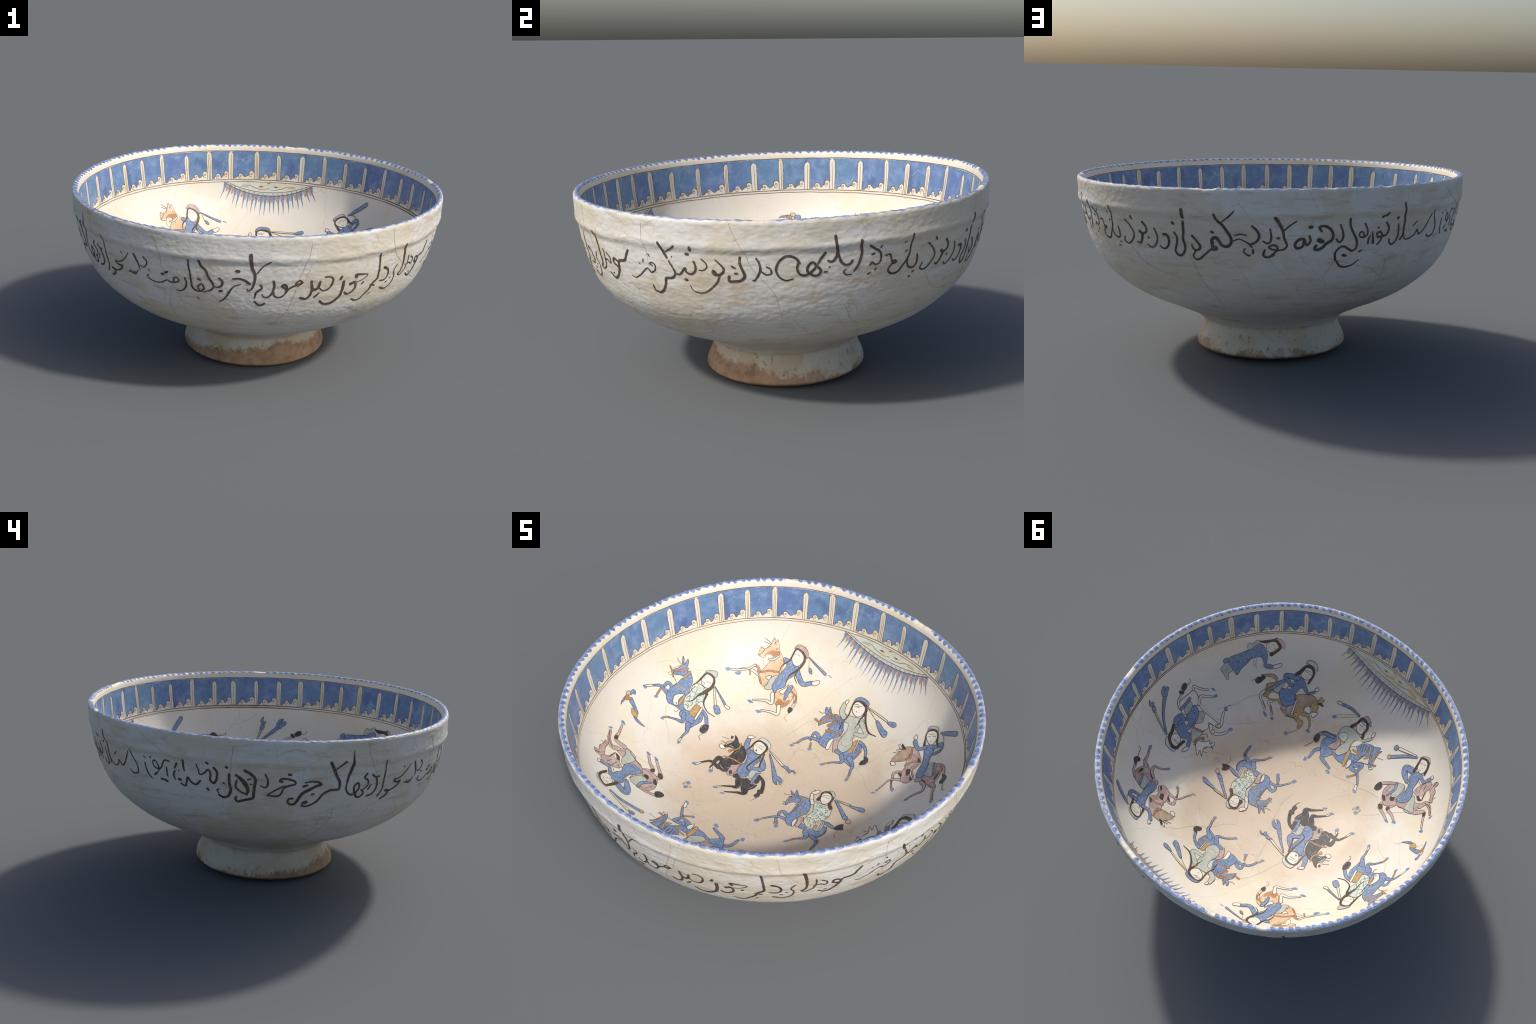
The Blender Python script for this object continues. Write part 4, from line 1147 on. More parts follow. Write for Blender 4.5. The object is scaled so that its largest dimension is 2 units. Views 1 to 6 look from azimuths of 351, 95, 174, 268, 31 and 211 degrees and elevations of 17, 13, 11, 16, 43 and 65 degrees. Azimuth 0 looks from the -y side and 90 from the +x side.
# floral grey
figure("painted_horseman", (246, 0), 18,
    limb("blue", (21.8, 18.7, 15.6, 12.5), (-126, -22), (-153, 2), (-169, -9), (-171, -36)),
    limb("blue", (21.8, 15.6, 10.6, 6.2), (-113, -57), (-159, -41), (-186, -43), (-252, -74)),
    fill("blue", (-289, -96), (-270, -78), (-258, -87), (-270, -103), edge=False),
    limb("pale", (5.6, 7.5), (-240, -69), (-261, -84)),
    limb("blue", (12.4, 12.4), (-178, -53), (-175, -93)),
    limb("rust", (7.4, 8.1), (-169, -70), (-165, -91)),
    fill("blue", (-177, -106), (-158, -98), (-156, -115), (-170, -125), edge=False),
    fill("blue", (-98, 126), (-70, 124), (-44, 116), (-27, 82), (-21, 38), (-31, 10), (-49, -8), (-73, -30), (-83, -59), (-87, -91), (-112, -88), (-128, -60), (-126, -22), (-108, 19), (-98, 48), (-87, 72)),
    fill("blue", (-145, 156), (-124, 135), (-120, 125), (-114, 167), (-103, 143), (-97, 122), (-80, 92), (-99, 77), (-115, 78), (-140, 65), (-150, 49), (-156, 66), (-147, 98), (-131, 115)),
    line("brown", 3.1, (-175, 129), (-157, 123), (-129, 131)),
    line("brown", 3.1, (-172, 74), (-160, 69), (-167, 53), (-153, 52)),
    limb("brown", (5.6, 6.9), (-146, 109), (-134, 115)),
    limb("ochre", (6.8, 8.1, 6.2), (-75, 119), (-76, 85), (-99, 62)),
    limb("ochre", (6.2, 6.2), (-113, 119), (-140, 77)),
    limb("ochre", (5, 8.2, 6.3), (-99, 25), (-65, 17), (-32, 2)),
    fill("mauve", (-70, -34), (-41, -22), (-42, -53), (-59, -98), (-72, -89), (-65, -56)),
    fill("pale", (-91, -61), (-73, -34), (-76, -82), (-85, -99)),
    fill("blue", (-51, -97), (-39, -68), (-5, -104), (24, -104), (48, -107), (65, -75), (87, -80), (93, -107), (82, -135), (56, -157), (25, -160), (5, -152), (-10, -170), (-24, -111)),
    line("brown", 5.1, (89, -76), (91, -111), (76, -140), (45, -158)),
    limb("blue", (28, 21.7, 9.3, 6.8), (-11, -125), (0, -165), (-34, -179), (-66, -189)),
    limb("rust", (6.8, 9.3), (-58, -189), (-81, -203)),
    fill("blue", (-107, -220), (-97, -205), (-79, -209), (-89, -218), edge=False),
    limb("blue", (22.6, 19.4, 11.6, 9.7), (29, -156), (59, -186), (53, -223), (41, -253)),
    fill("brown", (52, -178), (66, -183), (61, -198), edge=False),
    limb("blue", (16, 22.4, 19.2, 12.8), (62, -45), (82, -50), (112, -71), (130, -82)),
    line("brown", 3.1, (47, -36), (79, -39), (118, -63)),
    fill("black", (130, -90), (137, -66), (158, -52), (175, -55), (172, -71), (179, -91), (164, -96)),
    line("rust", 2.9, (154, -100), (138, -124), (146, -155)),
    fill("cloth", (-8, 99), (29, 85), (69, 75), (90, 44), (87, 7), (71, -22), (40, -41), (23, -88), (-1, -96), (-24, -73), (-36, -44), (-23, -4), (-3, 29), (-7, 65)),
    fill("sage", (27, -42), (69, -37), (57, -113), (23, -100), (33, -72)),
    fill("rust", (21, -77), (40, -67), (38, -97), edge=False),
    fill("ochre", (29, -38), (41, -33), (41, -56), edge=False),
    limb("pale", (7.4, 6.2), (62, -41), (51, -111)),
    line("brown", 2.8, (0, 85), (14, 83), (9, 64)),
    line("brown", 2.8, (23, 73), (40, 71), (32, 55)),
    line("brown", 2.8, (58, 44), (73, 38), (65, 22)),
    line("brown", 2.8, (40, 27), (54, 13), (43, 1)),
    line("brown", 2.8, (21, 2), (36, -7), (24, -24)),
    line("brown", 2.8, (1, 22), (14, 12), (0, -1)),
    line("brown", 2.8, (-21, -27), (-7, -17), (-6, -47)),
    line("brown", 2.8, (-15, -68), (5, -65), (7, -87), (-9, -86)),
    line("brown", 2.8, (6, -30), (22, -43), (9, -56)),
    line("brown", 2.8, (60, -4), (72, 1), (68, -18)),
    line("brown", 2.8, (5, 45), (22, 39), (12, 23)),
    line("brown", 2.8, (67, 67), (81, 50), (72, 42)),
    fill("pale", (24, 28), (33, 26), (29, 14), edge=False),
    limb("pale", (18.7, 18.7, 15.6), (-16, 83), (-26, 119), (-29, 147)),
    fill("pale", (-33, 158), (-22, 170), (4, 180), (9, 166), (-13, 149)),
    line("brown", 2.8, (-21, 181), (-10, 164)),
    line("brown", 2.8, (-30, 114), (-12, 105)),
    fill("pale", (27, 158), (53, 164), (75, 145), (77, 120), (63, 92), (40, 86), (23, 106), (19, 138)),
    limb("brown", (21.8, 9.3, 9.3, 11.2, 13.7, 12.5, 17.4, 21.8), (10, 115), (17, 138), (25, 165), (46, 173), (73, 156), (85, 132), (74, 90), (85, 58)),
    fill("sage", (55, 179), (81, 175), (94, 144), (87, 135), (69, 166)),
    line("brown", 3.1, (45, 132), (68, 126)),
    line("brown", 2.8, (23, 135), (39, 135)),
    line("brown", 2.8, (26, 148), (70, 144)),
    line("brown", 3.1, (39, 108), (43, 105)),
    limb("blue", (10.7, 15.7, 22), (102, 115), (144, 44), (172, -8)),
    fill("blue", (156, 3), (171, 11), (187, -8), (179, -21), (165, -16)),
    fill("mauve", (180, -27), (195, -19), (207, -38), (198, -51), (183, -42)),
    limb("mauve", (7.5, 13.8), (104, 119), (180, 85)),
    fill("blue", (180, 85), (213, 74), (257, 58), (270, 38), (262, 29), (220, 52), (190, 70)))
# fallen
figure("painted_man", (630, -734), -209,
    fill("sage", (-95, 6), (-99, 50), (-79, 66), (-59, 32), (-61, -10), (-66, -37), (-92, -38), (-108, -13)),
    fill("sage", (-60, -206), (-26, -197), (7, -194), (16, -232), (38, -240), (47, -254), (2, -261), (-30, -268), (-48, -240)),
    line("brown", 2.5, (-12, -243), (-14, -208)),
    fill("blue", (-83, -224), (-82, -195), (-62, -195), (-52, -219), (-68, -232)),
    fill("blue", (-68, 6), (-67, 48), (-45, 67), (-10, 66), (28, 62), (51, 46), (74, 28), (83, 31), (96, 56), (115, 57), (119, 43), (99, 15), (80, 6), (58, 15), (23, 19), (6, -13), (-3, -58), (12, -95), (23, -137), (46, -182), (4, -190), (-41, -200), (-76, -183), (-77, -146), (-71, -99), (-68, -56), (-61, -18)),
    fill("pale", (107, 62), (114, 95), (119, 117), (135, 112), (135, 83), (123, 55)),
    line("brown", 2.5, (10, -33), (40, -53), (57, -48)),
    line("brown", 2.5, (17, -19), (43, -38), (63, -44)),
    fill("pale", (-34, 87), (-42, 121), (-24, 153), (9, 159), (31, 147), (33, 116), (20, 83), (-7, 72)),
    fill("blush", (-37, 175), (-19, 196), (21, 202), (47, 184), (30, 173), (-6, 179)),
    limb("brown", (8.9, 24.4, 17.7, 17.7, 20, 22.2, 20, 28.8), (-82, 60), (-64, 87), (-51, 121), (-35, 158), (0, 165), (26, 163), (37, 119), (37, 86)),
    limb("brown", (4.7, 11.8), (-45, 180), (-42, 155)),
    line("brown", 3.5, (-15, 130), (-5, 129)),
    line("brown", 3.5, (9, 127), (25, 125)),
    line("brown", 3.5, (-9, 96), (-5, 98)))
# ochre horse
figure("painted_horseman", (292, -628), -171,
    limb("pale", (17.8, 14.2, 10.7, 8.5), (-183, -20), (-204, -63), (-173, -99), (-144, -131)),
    limb("ochre", (14.2, 17.8, 14.2), (-186, 17), (-178, -21), (-173, -53)),
    limb("rust", (5, 5.7), (-173, -91), (-145, -120)),
    fill("blue", (-148, -145), (-133, -149), (-112, -165), (-124, -174), (-144, -158), edge=False),
    limb("pale", (17.7, 14.2, 10.6, 9.2), (-111, -60), (-138, -80), (-112, -106), (-88, -145)),
    limb("rust", (5.7, 6.4), (-119, -94), (-89, -134)),
    fill("blue", (-89, -161), (-71, -158), (-68, -174), (-86, -174), edge=False),
    fill("ochre", (-182, 26), (-154, 46), (-120, 60), (-92, 49), (-88, -2), (-51, -54), (-62, -66), (-91, -52), (-128, -67), (-167, -58), (-185, -62), (-178, -21)),
    fill("pale", (-143, -21), (-108, -10), (-84, -30), (-116, -47), (-150, -51), edge=False),
    fill("sepia", (16, 24), (65, 49), (119, 60), (152, 42), (170, 26), (166, -4), (178, -26), (155, -37), (129, -9), (94, -29), (92, -63), (64, -92), (48, -109), (11, -112), (-47, -94), (-48, -61), (10, -30), (16, 2)),
    fill("ochre", (138, 8), (158, 26), (177, 7), (172, -32), (154, -34), (134, -12), edge=False),
    fill("mauve", (-14, -51), (23, -25), (22, -82), (9, -109), (-15, -85)),
    fill("mauve", (-55, -82), (-39, -64), (-17, -71), (-25, -89)),
    limb("pale", (10.6, 12), (27, -5), (28, -98)),
    fill("ochre", (55, -28), (86, -47), (89, -75), (52, -100), (46, -65), edge=False),
    fill("pale", (94, -29), (118, -10), (138, -32), (134, -52), (97, -46)),
    fill("pale", (143, -45), (172, -32), (185, -35), (163, -68)),
    limb("ochre", (10.7, 12.8), (165, 39), (177, 61)),
    limb("ochre", (9.2, 10.7), (184, 31), (195, 52)),
    fill("black", (161, 19), (183, 34), (209, 13), (185, 16)),
    line("black", 5, (171, -14), (176, -1)),
    limb("ochre", (28.2, 24.7, 28.2, 21.1), (55, -88), (78, -116), (104, -125), (99, -153)),
    line("rust", 3.2, (102, -159), (80, -190), (49, -210)),
    fill("blue", (25, -219), (33, -208), (52, -216), (39, -232), edge=False),
    line("brown", 4.2, (-9, -120), (35, -114), (74, -118)),
    limb("ochre", (21.2, 17.6, 12.7, 8.5), (94, -70), (128, -69), (152, -97), (162, -127)),
    line("brown", 2.8, (162, -127), (162, -149)),
    fill("blue", (149, -154), (164, -144), (179, -162), (153, -163), edge=False),
    limb("ochre", (14.4, 21.5, 16.5, 12.2), (-137, 60), (-147, 75), (-177, 81), (-222, 64)),
    fill("black", (-242, 64), (-212, 51), (-219, 37), (-234, 7), (-253, -5), (-270, 6), (-265, 31), (-246, 44)),
    line("brown", 2.5, (-271, 17), (-293, -5)),
    fill("sage", (-107, 65), (-86, 73), (-95, 18), (-102, -4), (-136, 1)),
    limb("blue", (17.8, 21.4, 20, 17.8), (-90, 83), (-116, 58), (-140, 21), (-168, -9)),
    fill("blue", (-23, 135), (7, 139), (37, 123), (72, 81), (80, 69), (127, 92), (127, 81), (88, 59), (69, 58), (33, 82), (8, 43), (7, 17), (23, -25), (-2, -50), (-28, -64), (-62, -47), (-94, -4), (-89, 31), (-57, 40), (-28, 66), (-30, 102)),
    limb("blue", (32.3, 32.3, 28.7, 21.5), (-12, 128), (-66, 122), (-93, 112), (-38, 70)),
    fill("pale", (-58, 51), (-35, 64), (-39, 44)),
    fill("pale", (117, 96), (130, 115), (141, 111), (135, 91)),
    fill("pale", (21, 210), (48, 212), (70, 194), (70, 161), (50, 139), (19, 139), (-2, 154), (0, 180)),
    fill("celadon", (6, 239), (30, 262), (79, 249), (96, 210), (70, 227), (31, 236)),
    limb("brown", (21.5, 25.1, 18, 15.8, 15.8, 14.4, 12.9), (-31, 147), (-12, 169), (21, 221), (57, 219), (77, 196), (73, 154), (63, 121)),
    line("brown", 3.6, (17, 186), (38, 183)),
    line("brown", 3.6, (48, 179), (69, 175)),
    line("brown", 3.2, (18, 194), (67, 192)),
    line("brown", 3.6, (31, 154), (35, 154)))
# white horse
figure("painted_horseman", (744, -130), -27,
    limb("pale", (17.6, 15.8, 11.9, 10.5), (124, -79), (193, -108), (161, -147), (136, -188)),
    fill("blue", (139, -214), (124, -230), (108, -228), (119, -216), edge=False),
    limb("pale", (17.5, 15.8, 12.6, 11.9), (82, -91), (119, -126), (104, -159), (85, -194)),
    fill("blue", (89, -208), (87, -228), (74, -229), (73, -208), (83, -201), edge=False),
    fill("pale", (166, -58), (172, -98), (134, -109), (99, -95), (81, -78), (80, -45), (57, 23), (92, 39), (129, 41), (149, 8)),
    fill("pale", (86, -48), (75, -83), (30, -100), (-21, -124), (-82, -150), (-106, -153), (-105, -134), (-68, -111), (-46, -96), (-77, -74), (-78, -34), (-79, -2), (-53, 24), (-27, -1), (21, -63)),
    limb("pale", (20.7, 17.2, 15.8, 12.4), (-87, -136), (-91, -161), (-59, -188), (-34, -214)),
    fill("blue", (-8, -232), (-4, -246), (-21, -249), (-36, -235), (-23, -224), edge=False),
    line("brown", 3.5, (-10, -255), (-12, -278)),
    limb("pale", (20.6, 20.6, 15.1, 11.7), (-69, -98), (-110, -88), (-142, -125), (-148, -177)),
    fill("blue", (-136, -190), (-135, -208), (-152, -215), (-157, -199), (-145, -186), edge=False),
    fill("pale", (-98, -86), (-102, -104), (-120, -94), (-113, -78)),
    fill("pale", (-84, -138), (-85, -157), (-100, -156), (-99, -137)),
    fill("sage", (-37, 20), (-67, -9), (-90, -28), (-106, 13), (-122, 45), (-105, 59), (-64, 42)),
    fill("pale", (-131, 42), (-121, 21), (-138, -1), (-147, -28), (-146, -44), (-170, -39), (-170, -63), (-182, -64), (-187, -34), (-174, -5), (-179, 17), (-214, 48), (-177, 40), (-200, 72), (-161, 59)),
    line("brown", 3.4, (-146, -44), (-203, -37), (-195, -45)),
    line("rust", 5.5, (-180, 14), (-184, -12)),
    line("rust", 4.1, (-190, 27), (-210, 6)),
    limb("rust", (9, 11.7, 7.6), (-133, 55), (-110, 30), (-117, -13)),
    fill("rust", (-113, -11), (-115, -25), (-133, -16), (-128, -3)),
    limb("rust", (4.9, 7.6, 5.6), (-29, 12), (-58, -13), (-84, -39)),
    line("brown", 3.1, (-96, -16), (-107, -50), (-131, -44)),
    fill("sage", (40, -69), (24, -97), (-27, -61), (-19, -18), (0, -24)),
    fill("sage", (119, -48), (77, -43), (57, 15), (90, 15)),
    limb("blue", (16.2, 17.6, 16.2), (136, -51), (116, -10), (98, 36)),
    limb("pale", (14.5, 12.3, 9.4), (114, 40), (150, 28), (180, -6)),
    fill("black", (242, -54), (228, -70), (206, -60), (195, -34), (211, -20), (232, -33)),
    fill("black", (208, -2), (192, -32), (179, -27), (182, -7), (195, 4)),
    line("brown", 2.9, (217, -69), (232, -97), (253, -101)),
    fill("blue", (83, -46), (78, -68), (40, -69), (7, -43), (-26, 10), (-40, 65), (-60, 44), (-102, 66), (-132, 93), (-122, 108), (-85, 81), (-62, 113), (-31, 117), (2, 127), (20, 98), (8, 56), (-6, 32), (32, 35), (64, -13)),
    limb("blue", (28.3, 35.4, 31.8), (18, 112), (48, 93), (61, 54)),
    limb("blue", (31.8, 28.3, 21.2), (61, 54), (38, 49), (23, 85)),
    fill("celadon", (23, 48), (18, 27), (-3, 30), (-2, 50)),
    fill("pale", (-126, 106), (-135, 95), (-147, 129), (-142, 150), (-130, 136)),
    fill("pale", (-25, 161), (-31, 125), (-62, 121), (-85, 137), (-99, 168), (-81, 187), (-49, 186)),
    fill("celadon", (-23, 197), (-43, 191), (-93, 205), (-115, 184), (-119, 203), (-87, 222), (-55, 229)),
    limb("brown", (16.1, 19.6, 21, 21, 21, 17.5, 17.5), (30, 123), (-3, 151), (-30, 186), (-74, 195), (-107, 176), (-97, 143), (-89, 107)),
    line("brown", 3.5, (-54, 161), (-68, 152)),
    line("brown", 3.5, (-76, 152), (-90, 143)),
    line("brown", 3.1, (-39, 173), (-89, 155)),
    line("brown", 3.5, (-51, 137), (-56, 136)),
    limb("blue", (9.5, 14.6, 25.5), (-6, 195), (97, 170), (211, 112)),
    fill("blue", (224, 128), (266, 120), (279, 94), (247, 98), (269, 79), (256, 64), (229, 82), (211, 92)),
    limb("sage", (5.9, 12.5), (-4, 200), (141, 215)),
    fill("blue", (175, 231), (181, 206), (149, 207), (143, 223)),
    fill("blue", (194, 244), (233, 239), (206, 226), (210, 206), (187, 213)))
# sage rider
figure("painted_horseman", (-189, -524), -165,
    limb("blue", (25, 18.3, 13.3), (-177, -38), (-215, -55), (-243, -110)),
    fill("blue", (-271, -139), (-268, -111), (-250, -116), (-255, -135), edge=False),
    limb("blue", (33.2, 20.8, 12.5), (-150, -63), (-164, -92), (-102, -153)),
    fill("blue", (-121, -170), (-108, -165), (-91, -182), (-102, -191), (-116, -183), edge=False),
    fill("blue", (-113, 63), (-103, 23), (-120, -14), (-104, -45), (-84, -58), (-29, -41), (-1, -16), (11, -35), (68, -40), (100, -32), (73, -64), (51, -84), (10, -103), (-31, -109), (-67, -94), (-108, -63), (-137, -82), (-169, -89), (-186, -36), (-191, -2), (-174, 35)),
    limb("blue", (33.2, 29, 16.6, 14.1), (36, -107), (93, -100), (71, -153), (81, -177)),
    limb("blue", (33.2, 24.9, 16.6), (21, -97), (32, -129), (70, -149)),
    limb("rust", (10, 10), (62, -167), (36, -181)),
    fill("blue", (12, -184), (22, -175), (32, -191), (19, -196), edge=False),
    limb("blue", (14.1, 11.6, 10.8), (77, -161), (91, -231), (86, -240)),
    limb("pale", (15.1, 16.8), (85, -236), (85, -262)),
    fill("blue", (71, -260), (88, -266), (96, -282), (79, -280), edge=False),
    fill("blue", (35, 14), (65, 30), (106, 35), (147, 23), (158, -9), (132, -45), (93, -41), (70, -52), (50, -17)),
    fill("blue", (148, 19), (192, 15), (175, -7), (203, -1), (183, -23), (169, -58), (156, -76), (151, -115), (138, -112), (133, -49), (142, -11)),
    limb("ochre", (9.2, 10.8, 8.3), (128, 13), (124, -46), (101, -57)),
    limb("rust", (9.2, 9.2), (177, -16), (154, -89)),
    fill("rust", (154, -89), (185, -95), (170, -104)),
    line("rust", 4.2, (183, -44), (219, -54)),
    fill("pale", (143, -115), (155, -110), (165, -118), (145, -124)),
    line("brown", 4.2, (90, -88), (130, -92)),
    line("black", 5, (67, 22), (62, -12)),
    line("black", 5, (83, 28), (76, -18)),
    line("black", 5, (100, 26), (92, -16)),
    line("black", 5, (118, 20), (109, -14)),
    limb("ochre", (8.3, 10.8, 8.3), (19, -13), (53, -29), (75, -56)),
    limb("ochre", (20.7, 20.7, 16.6), (-3, -28), (-15, -68), (-21, -116)),
    fill("pale", (-1, -91), (15, -72), (25, -96), (0, -134)),
    fill("sage", (-98, 73), (-82, 114), (-42, 128), (10, 107), (42, 78), (63, 59), (115, 74), (125, 67), (71, 42), (28, 46), (-2, 9), (-12, -25), (-48, -52), (-71, -60), (-92, -43), (-72, -1), (-45, 28), (-103, 56)),
    fill("celadon", (-96, 65), (-75, 85), (-35, 79), (-39, 41), (-53, 27)),
    fill("mauve", (-145, -15), (-103, 23), (-82, 43), (-69, 20), (-92, -26), (-126, -24)),
    fill("pale", (2, 10), (28, 46), (67, 39), (35, 14), edge=False),
    fill("pale", (118, 78), (122, 104), (138, 109), (131, 80)),
    limb("blue", (20.7, 24.8, 22.4, 19.1), (-122, 49), (-154, 55), (-181, 61), (-212, 50)),
    line("brown", 5, (-203, 63), (-170, 69), (-119, 53)),
    fill("black", (-229, 49), (-212, 48), (-208, 15), (-219, -6), (-243, 3), (-244, 24)),
    line("brown", 2.9, (-241, -5), (-289, -47)),
    fill("pale", (23, 166), (57, 166), (80, 140), (73, 111), (48, 91), (19, 104), (7, 139)),
    fill("mauve", (43, 193), (67, 205), (89, 182), (101, 143), (79, 165)),
    fill("blue", (79, 169), (100, 171), (98, 159), edge=False),
    limb("brown", (25.1, 16.7, 18.4, 15.1, 16.7, 15.1, 20.9), (-21, 131), (11, 157), (36, 186), (71, 164), (80, 128), (63, 97), (60, 72)),
    line("brown", 3.8, (31, 147), (50, 137)),
    line("brown", 3.8, (56, 129), (67, 118)),
    line("brown", 3.8, (36, 164), (71, 143)),
    line("brown", 3.7, (33, 118), (38, 115)),
    limb("blue", (10.8, 14.2, 15), (11, 202), (-50, 239), (-110, 256)),
    fill("pale", (-148, 268), (-122, 268), (-114, 253), (-141, 257)),
    fill("blue", (-160, 171), (-148, 183), (-131, 178), (-145, 161), edge=False),
    line("ochre", 2.9, (-134, 188), (1, 209)),
    line("ochre", 2.9, (-129, 170), (12, 196)))
# mauve horse
figure("painted_horseman", (-684, -395), -173,
    limb("mauve", (24.8, 20.7, 14.9, 12.4), (-139, -86), (-166, -122), (-131, -162), (-96, -199)),
    fill("brown", (-179, -116), (-157, -107), (-142, -134), (-155, -145), edge=False),
    fill("blue", (-100, -209), (-88, -198), (-71, -221), (-93, -216), edge=False),
    limb("mauve", (24.8, 20.7, 14.9, 12.4), (-80, -96), (-111, -128), (-72, -164), (-45, -198)),
    fill("brown", (-120, -125), (-103, -113), (-100, -134), (-112, -145), edge=False),
    fill("blue", (-53, -213), (-40, -202), (-25, -204), (-25, -217), edge=False),
    fill("mauve", (-178, -39), (-172, 1), (-135, 39), (-90, 38), (-51, 27), (-56, -33), (-80, -62), (-60, -93), (-91, -102), (-129, -114), (-158, -94)),
    fill("brown", (-174, -50), (-157, -51), (-145, -83), (-157, -85), edge=False),
    fill("brown", (-122, -53), (-92, -55), (-93, -73), (-113, -77), edge=False),
    fill("mauve", (-72, -73), (-31, -76), (15, -48), (43, -62), (105, -69), (126, -64), (120, -85), (79, -110), (71, -136), (27, -137), (-7, -115), (-51, -104)),
    fill("sage", (6, -58), (28, -21), (50, -57), (51, -95), (66, -124), (27, -137), (-6, -119)),
    line("brown", 4.2, (-47, -104), (-7, -115), (42, -130)),
    limb("mauve", (26.6, 22.1, 13.3, 10.6), (78, -131), (141, -127), (150, -175), (164, -232)),
    fill("brown", (133, -132), (149, -123), (154, -149), (143, -157), edge=False),
    fill("blue", (154, -254), (173, -241), (184, -255), (173, -264), edge=False),
    limb("mauve", (27.7, 25.9, 18.5, 13.9), (98, -87), (131, -64), (166, -89), (191, -141)),
    fill("blue", (190, -162), (213, -145), (208, -158), (195, -169), edge=False),
    line("brown", 5.5, (126, -64), (164, -85), (190, -132)),
    fill("mauve", (19, 3), (36, 34), (91, 64), (129, 70), (130, 37), (109, 11), (100, -19), (93, -49), (65, -47), (46, -19)),
    fill("brown", (51, -23), (74, -21), (89, -49), (66, -51), edge=False),
    fill("pale", (69, -21), (90, -28), (86, -41), edge=False),
    fill("mauve", (134, 53), (174, 75), (190, 62), (165, 38), (178, 13), (172, -25), (175, -59), (153, -55), (149, -17), (131, 20)),
    line("rust", 7.2, (156, 62), (137, 16)),
    line("brown", 5.8, (174, 75), (152, 46)),
    line("rust", 4.6, (150, -47), (192, -25)),
    line("brown", 5.3, (99, 11), (96, -44)),
    line("brown", 3.9, (61, 41), (57, -1)),
    line("brown", 4.1, (93, 56), (84, 14)),
    limb("mauve", (16.4, 18, 16.4), (-125, 36), (-162, 31), (-201, 22)),
    fill("black", (-216, 28), (-199, 17), (-194, -8), (-216, -29), (-240, -22), (-237, 4)),
    fill("sage", (-100, 40), (-53, 31), (-67, -26), (-97, -52), (-121, -44), (-102, 11)),
    limb("blue", (16.5, 18.1, 9.9), (-108, 39), (-111, -3), (-146, -45)),
    fill("blue", (-41, 96), (-5, 125), (39, 118), (69, 83), (108, 102), (120, 82), (88, 72), (68, 58), (31, 88), (20, 53), (7, 23), (16, -14), (11, -48), (-23, -75), (-73, -69), (-64, -34), (-38, 4), (-32, 47)),
    limb("blue", (37.3, 41.5, 37.3, 20.7), (-25, 131), (-84, 143), (-82, 114), (-50, 61)),
    fill("pale", (113, 102), (123, 115), (134, 99), (122, 90)),
    fill("pale", (-43, 54), (-28, 60), (-32, 47)),
    fill("pale", (12, 217), (44, 208), (61, 185), (56, 140), (33, 121), (4, 139), (-8, 174)),
    fill("celadon", (-8, 219), (23, 230), (65, 222), (79, 190), (53, 213)),
    limb("brown", (18.9, 17.2, 14.6, 14.6), (-22, 129), (-11, 170), (7, 217), (17, 218)),
    limb("brown", (13.3, 15.9, 15.1, 13.3), (16, 220), (55, 205), (69, 177), (58, 117)),
    line("brown", 3.5, (6, 188), (23, 182)),
    line("brown", 3.5, (34, 179), (50, 176)),
    line("brown", 3.5, (30, 158), (30, 150)),
    line("brown", 3.4, (12, 144), (22, 141)),
    limb("blue", (12.6, 18.6, 18.6), (-32, 220), (-99, 217), (-205, 195)),
    fill("ochre", (-229, 195), (-220, 207), (-205, 195), (-211, 180), (-225, 183)),
    limb("pale", (8.4, 18.5), (-39, 228), (-161, 254)),
    fill("blue", (-204, 256), (-190, 273), (-172, 260), (-180, 244), (-197, 242)))
# bird
figure("painted_bird", (-922, -38), 71,
    fill("blue", (24, 37), (26, 5), (23, -26), (21, -46), (11, -55), (4, -34), (2, -4), (-3, 23), (0, 37)),
    fill("rust", (-7, 66), (7, 61), (10, 46), (26, 41), (16, 32), (-6, 35), (-24, 37), (-28, 45)),
    fill("sage", (-8, 75), (20, 82), (25, 70), (16, 59), (-3, 63)),
    fill("blue", (25, 70), (50, 81), (64, 68), (53, 52), (39, 60), (22, 55)),
    fill("blue", (-19, 60), (-36, 38), (-57, 31), (-62, 35), (-45, 46)),
    limb("ochre", (4.2, 5.4), (-59, 31), (-68, 24)),
    fill("ochre", (-9, -14), (2, -24), (9, -43), (10, -57), (-6, -72), (-20, -60), (-23, -41)),
    fill("blue", (-19, -59), (-7, -73), (4, -104), (14, -132), (-3, -115), (-19, -88)),
    line("blush", 2.4, (-35, 34), (-37, 8), (-9, -7)),
    line("blush", 2.3, (15, -130), (38, -149), (44, -168)))
# flower
figure("painted_blossom", (-410, -180), 34,
    fill("blue", (-8, 22), (13, 29), (19, 11), (4, 5), edge=False),
    fill("ochre", (-26, 9), (-11, 19), (-11, 2), (-23, -2), edge=False),
    fill("blue", (-20, -12), (1, 0), (7, -15), (-13, -24), edge=False),
    fill("ochre", (10, -2), (25, -4), (22, -18), (10, -17), edge=False))

# --- inside: frieze ----------------------------------------------------------
POSTS = [2, 11, 18.7, 28, 37.4, 46, 54.7, 63.7, 72.8, 81.5, 91.8, 100.2, 109.4, 119.8, 128.8, 137.8, 146, 156, 166.2, 175.3,
         184.5, 194, 204, 214.3, 224.5, 233.4, 241.5, 249.5, 257.5, 266, 275, 283.3, 292, 301, 310, 319.3, 327.5, 335.5, 344.4, 353]
LINE_TOP, LINE_LOW, LINE_LOWER = .896, .713, .700
WALL_R = .942


def band_drape(u, v, lift):
    """u metres round the wall seen from inside (rightwards), v the pot height."""
    return on_inside(-u / WALL_R, v, lift)


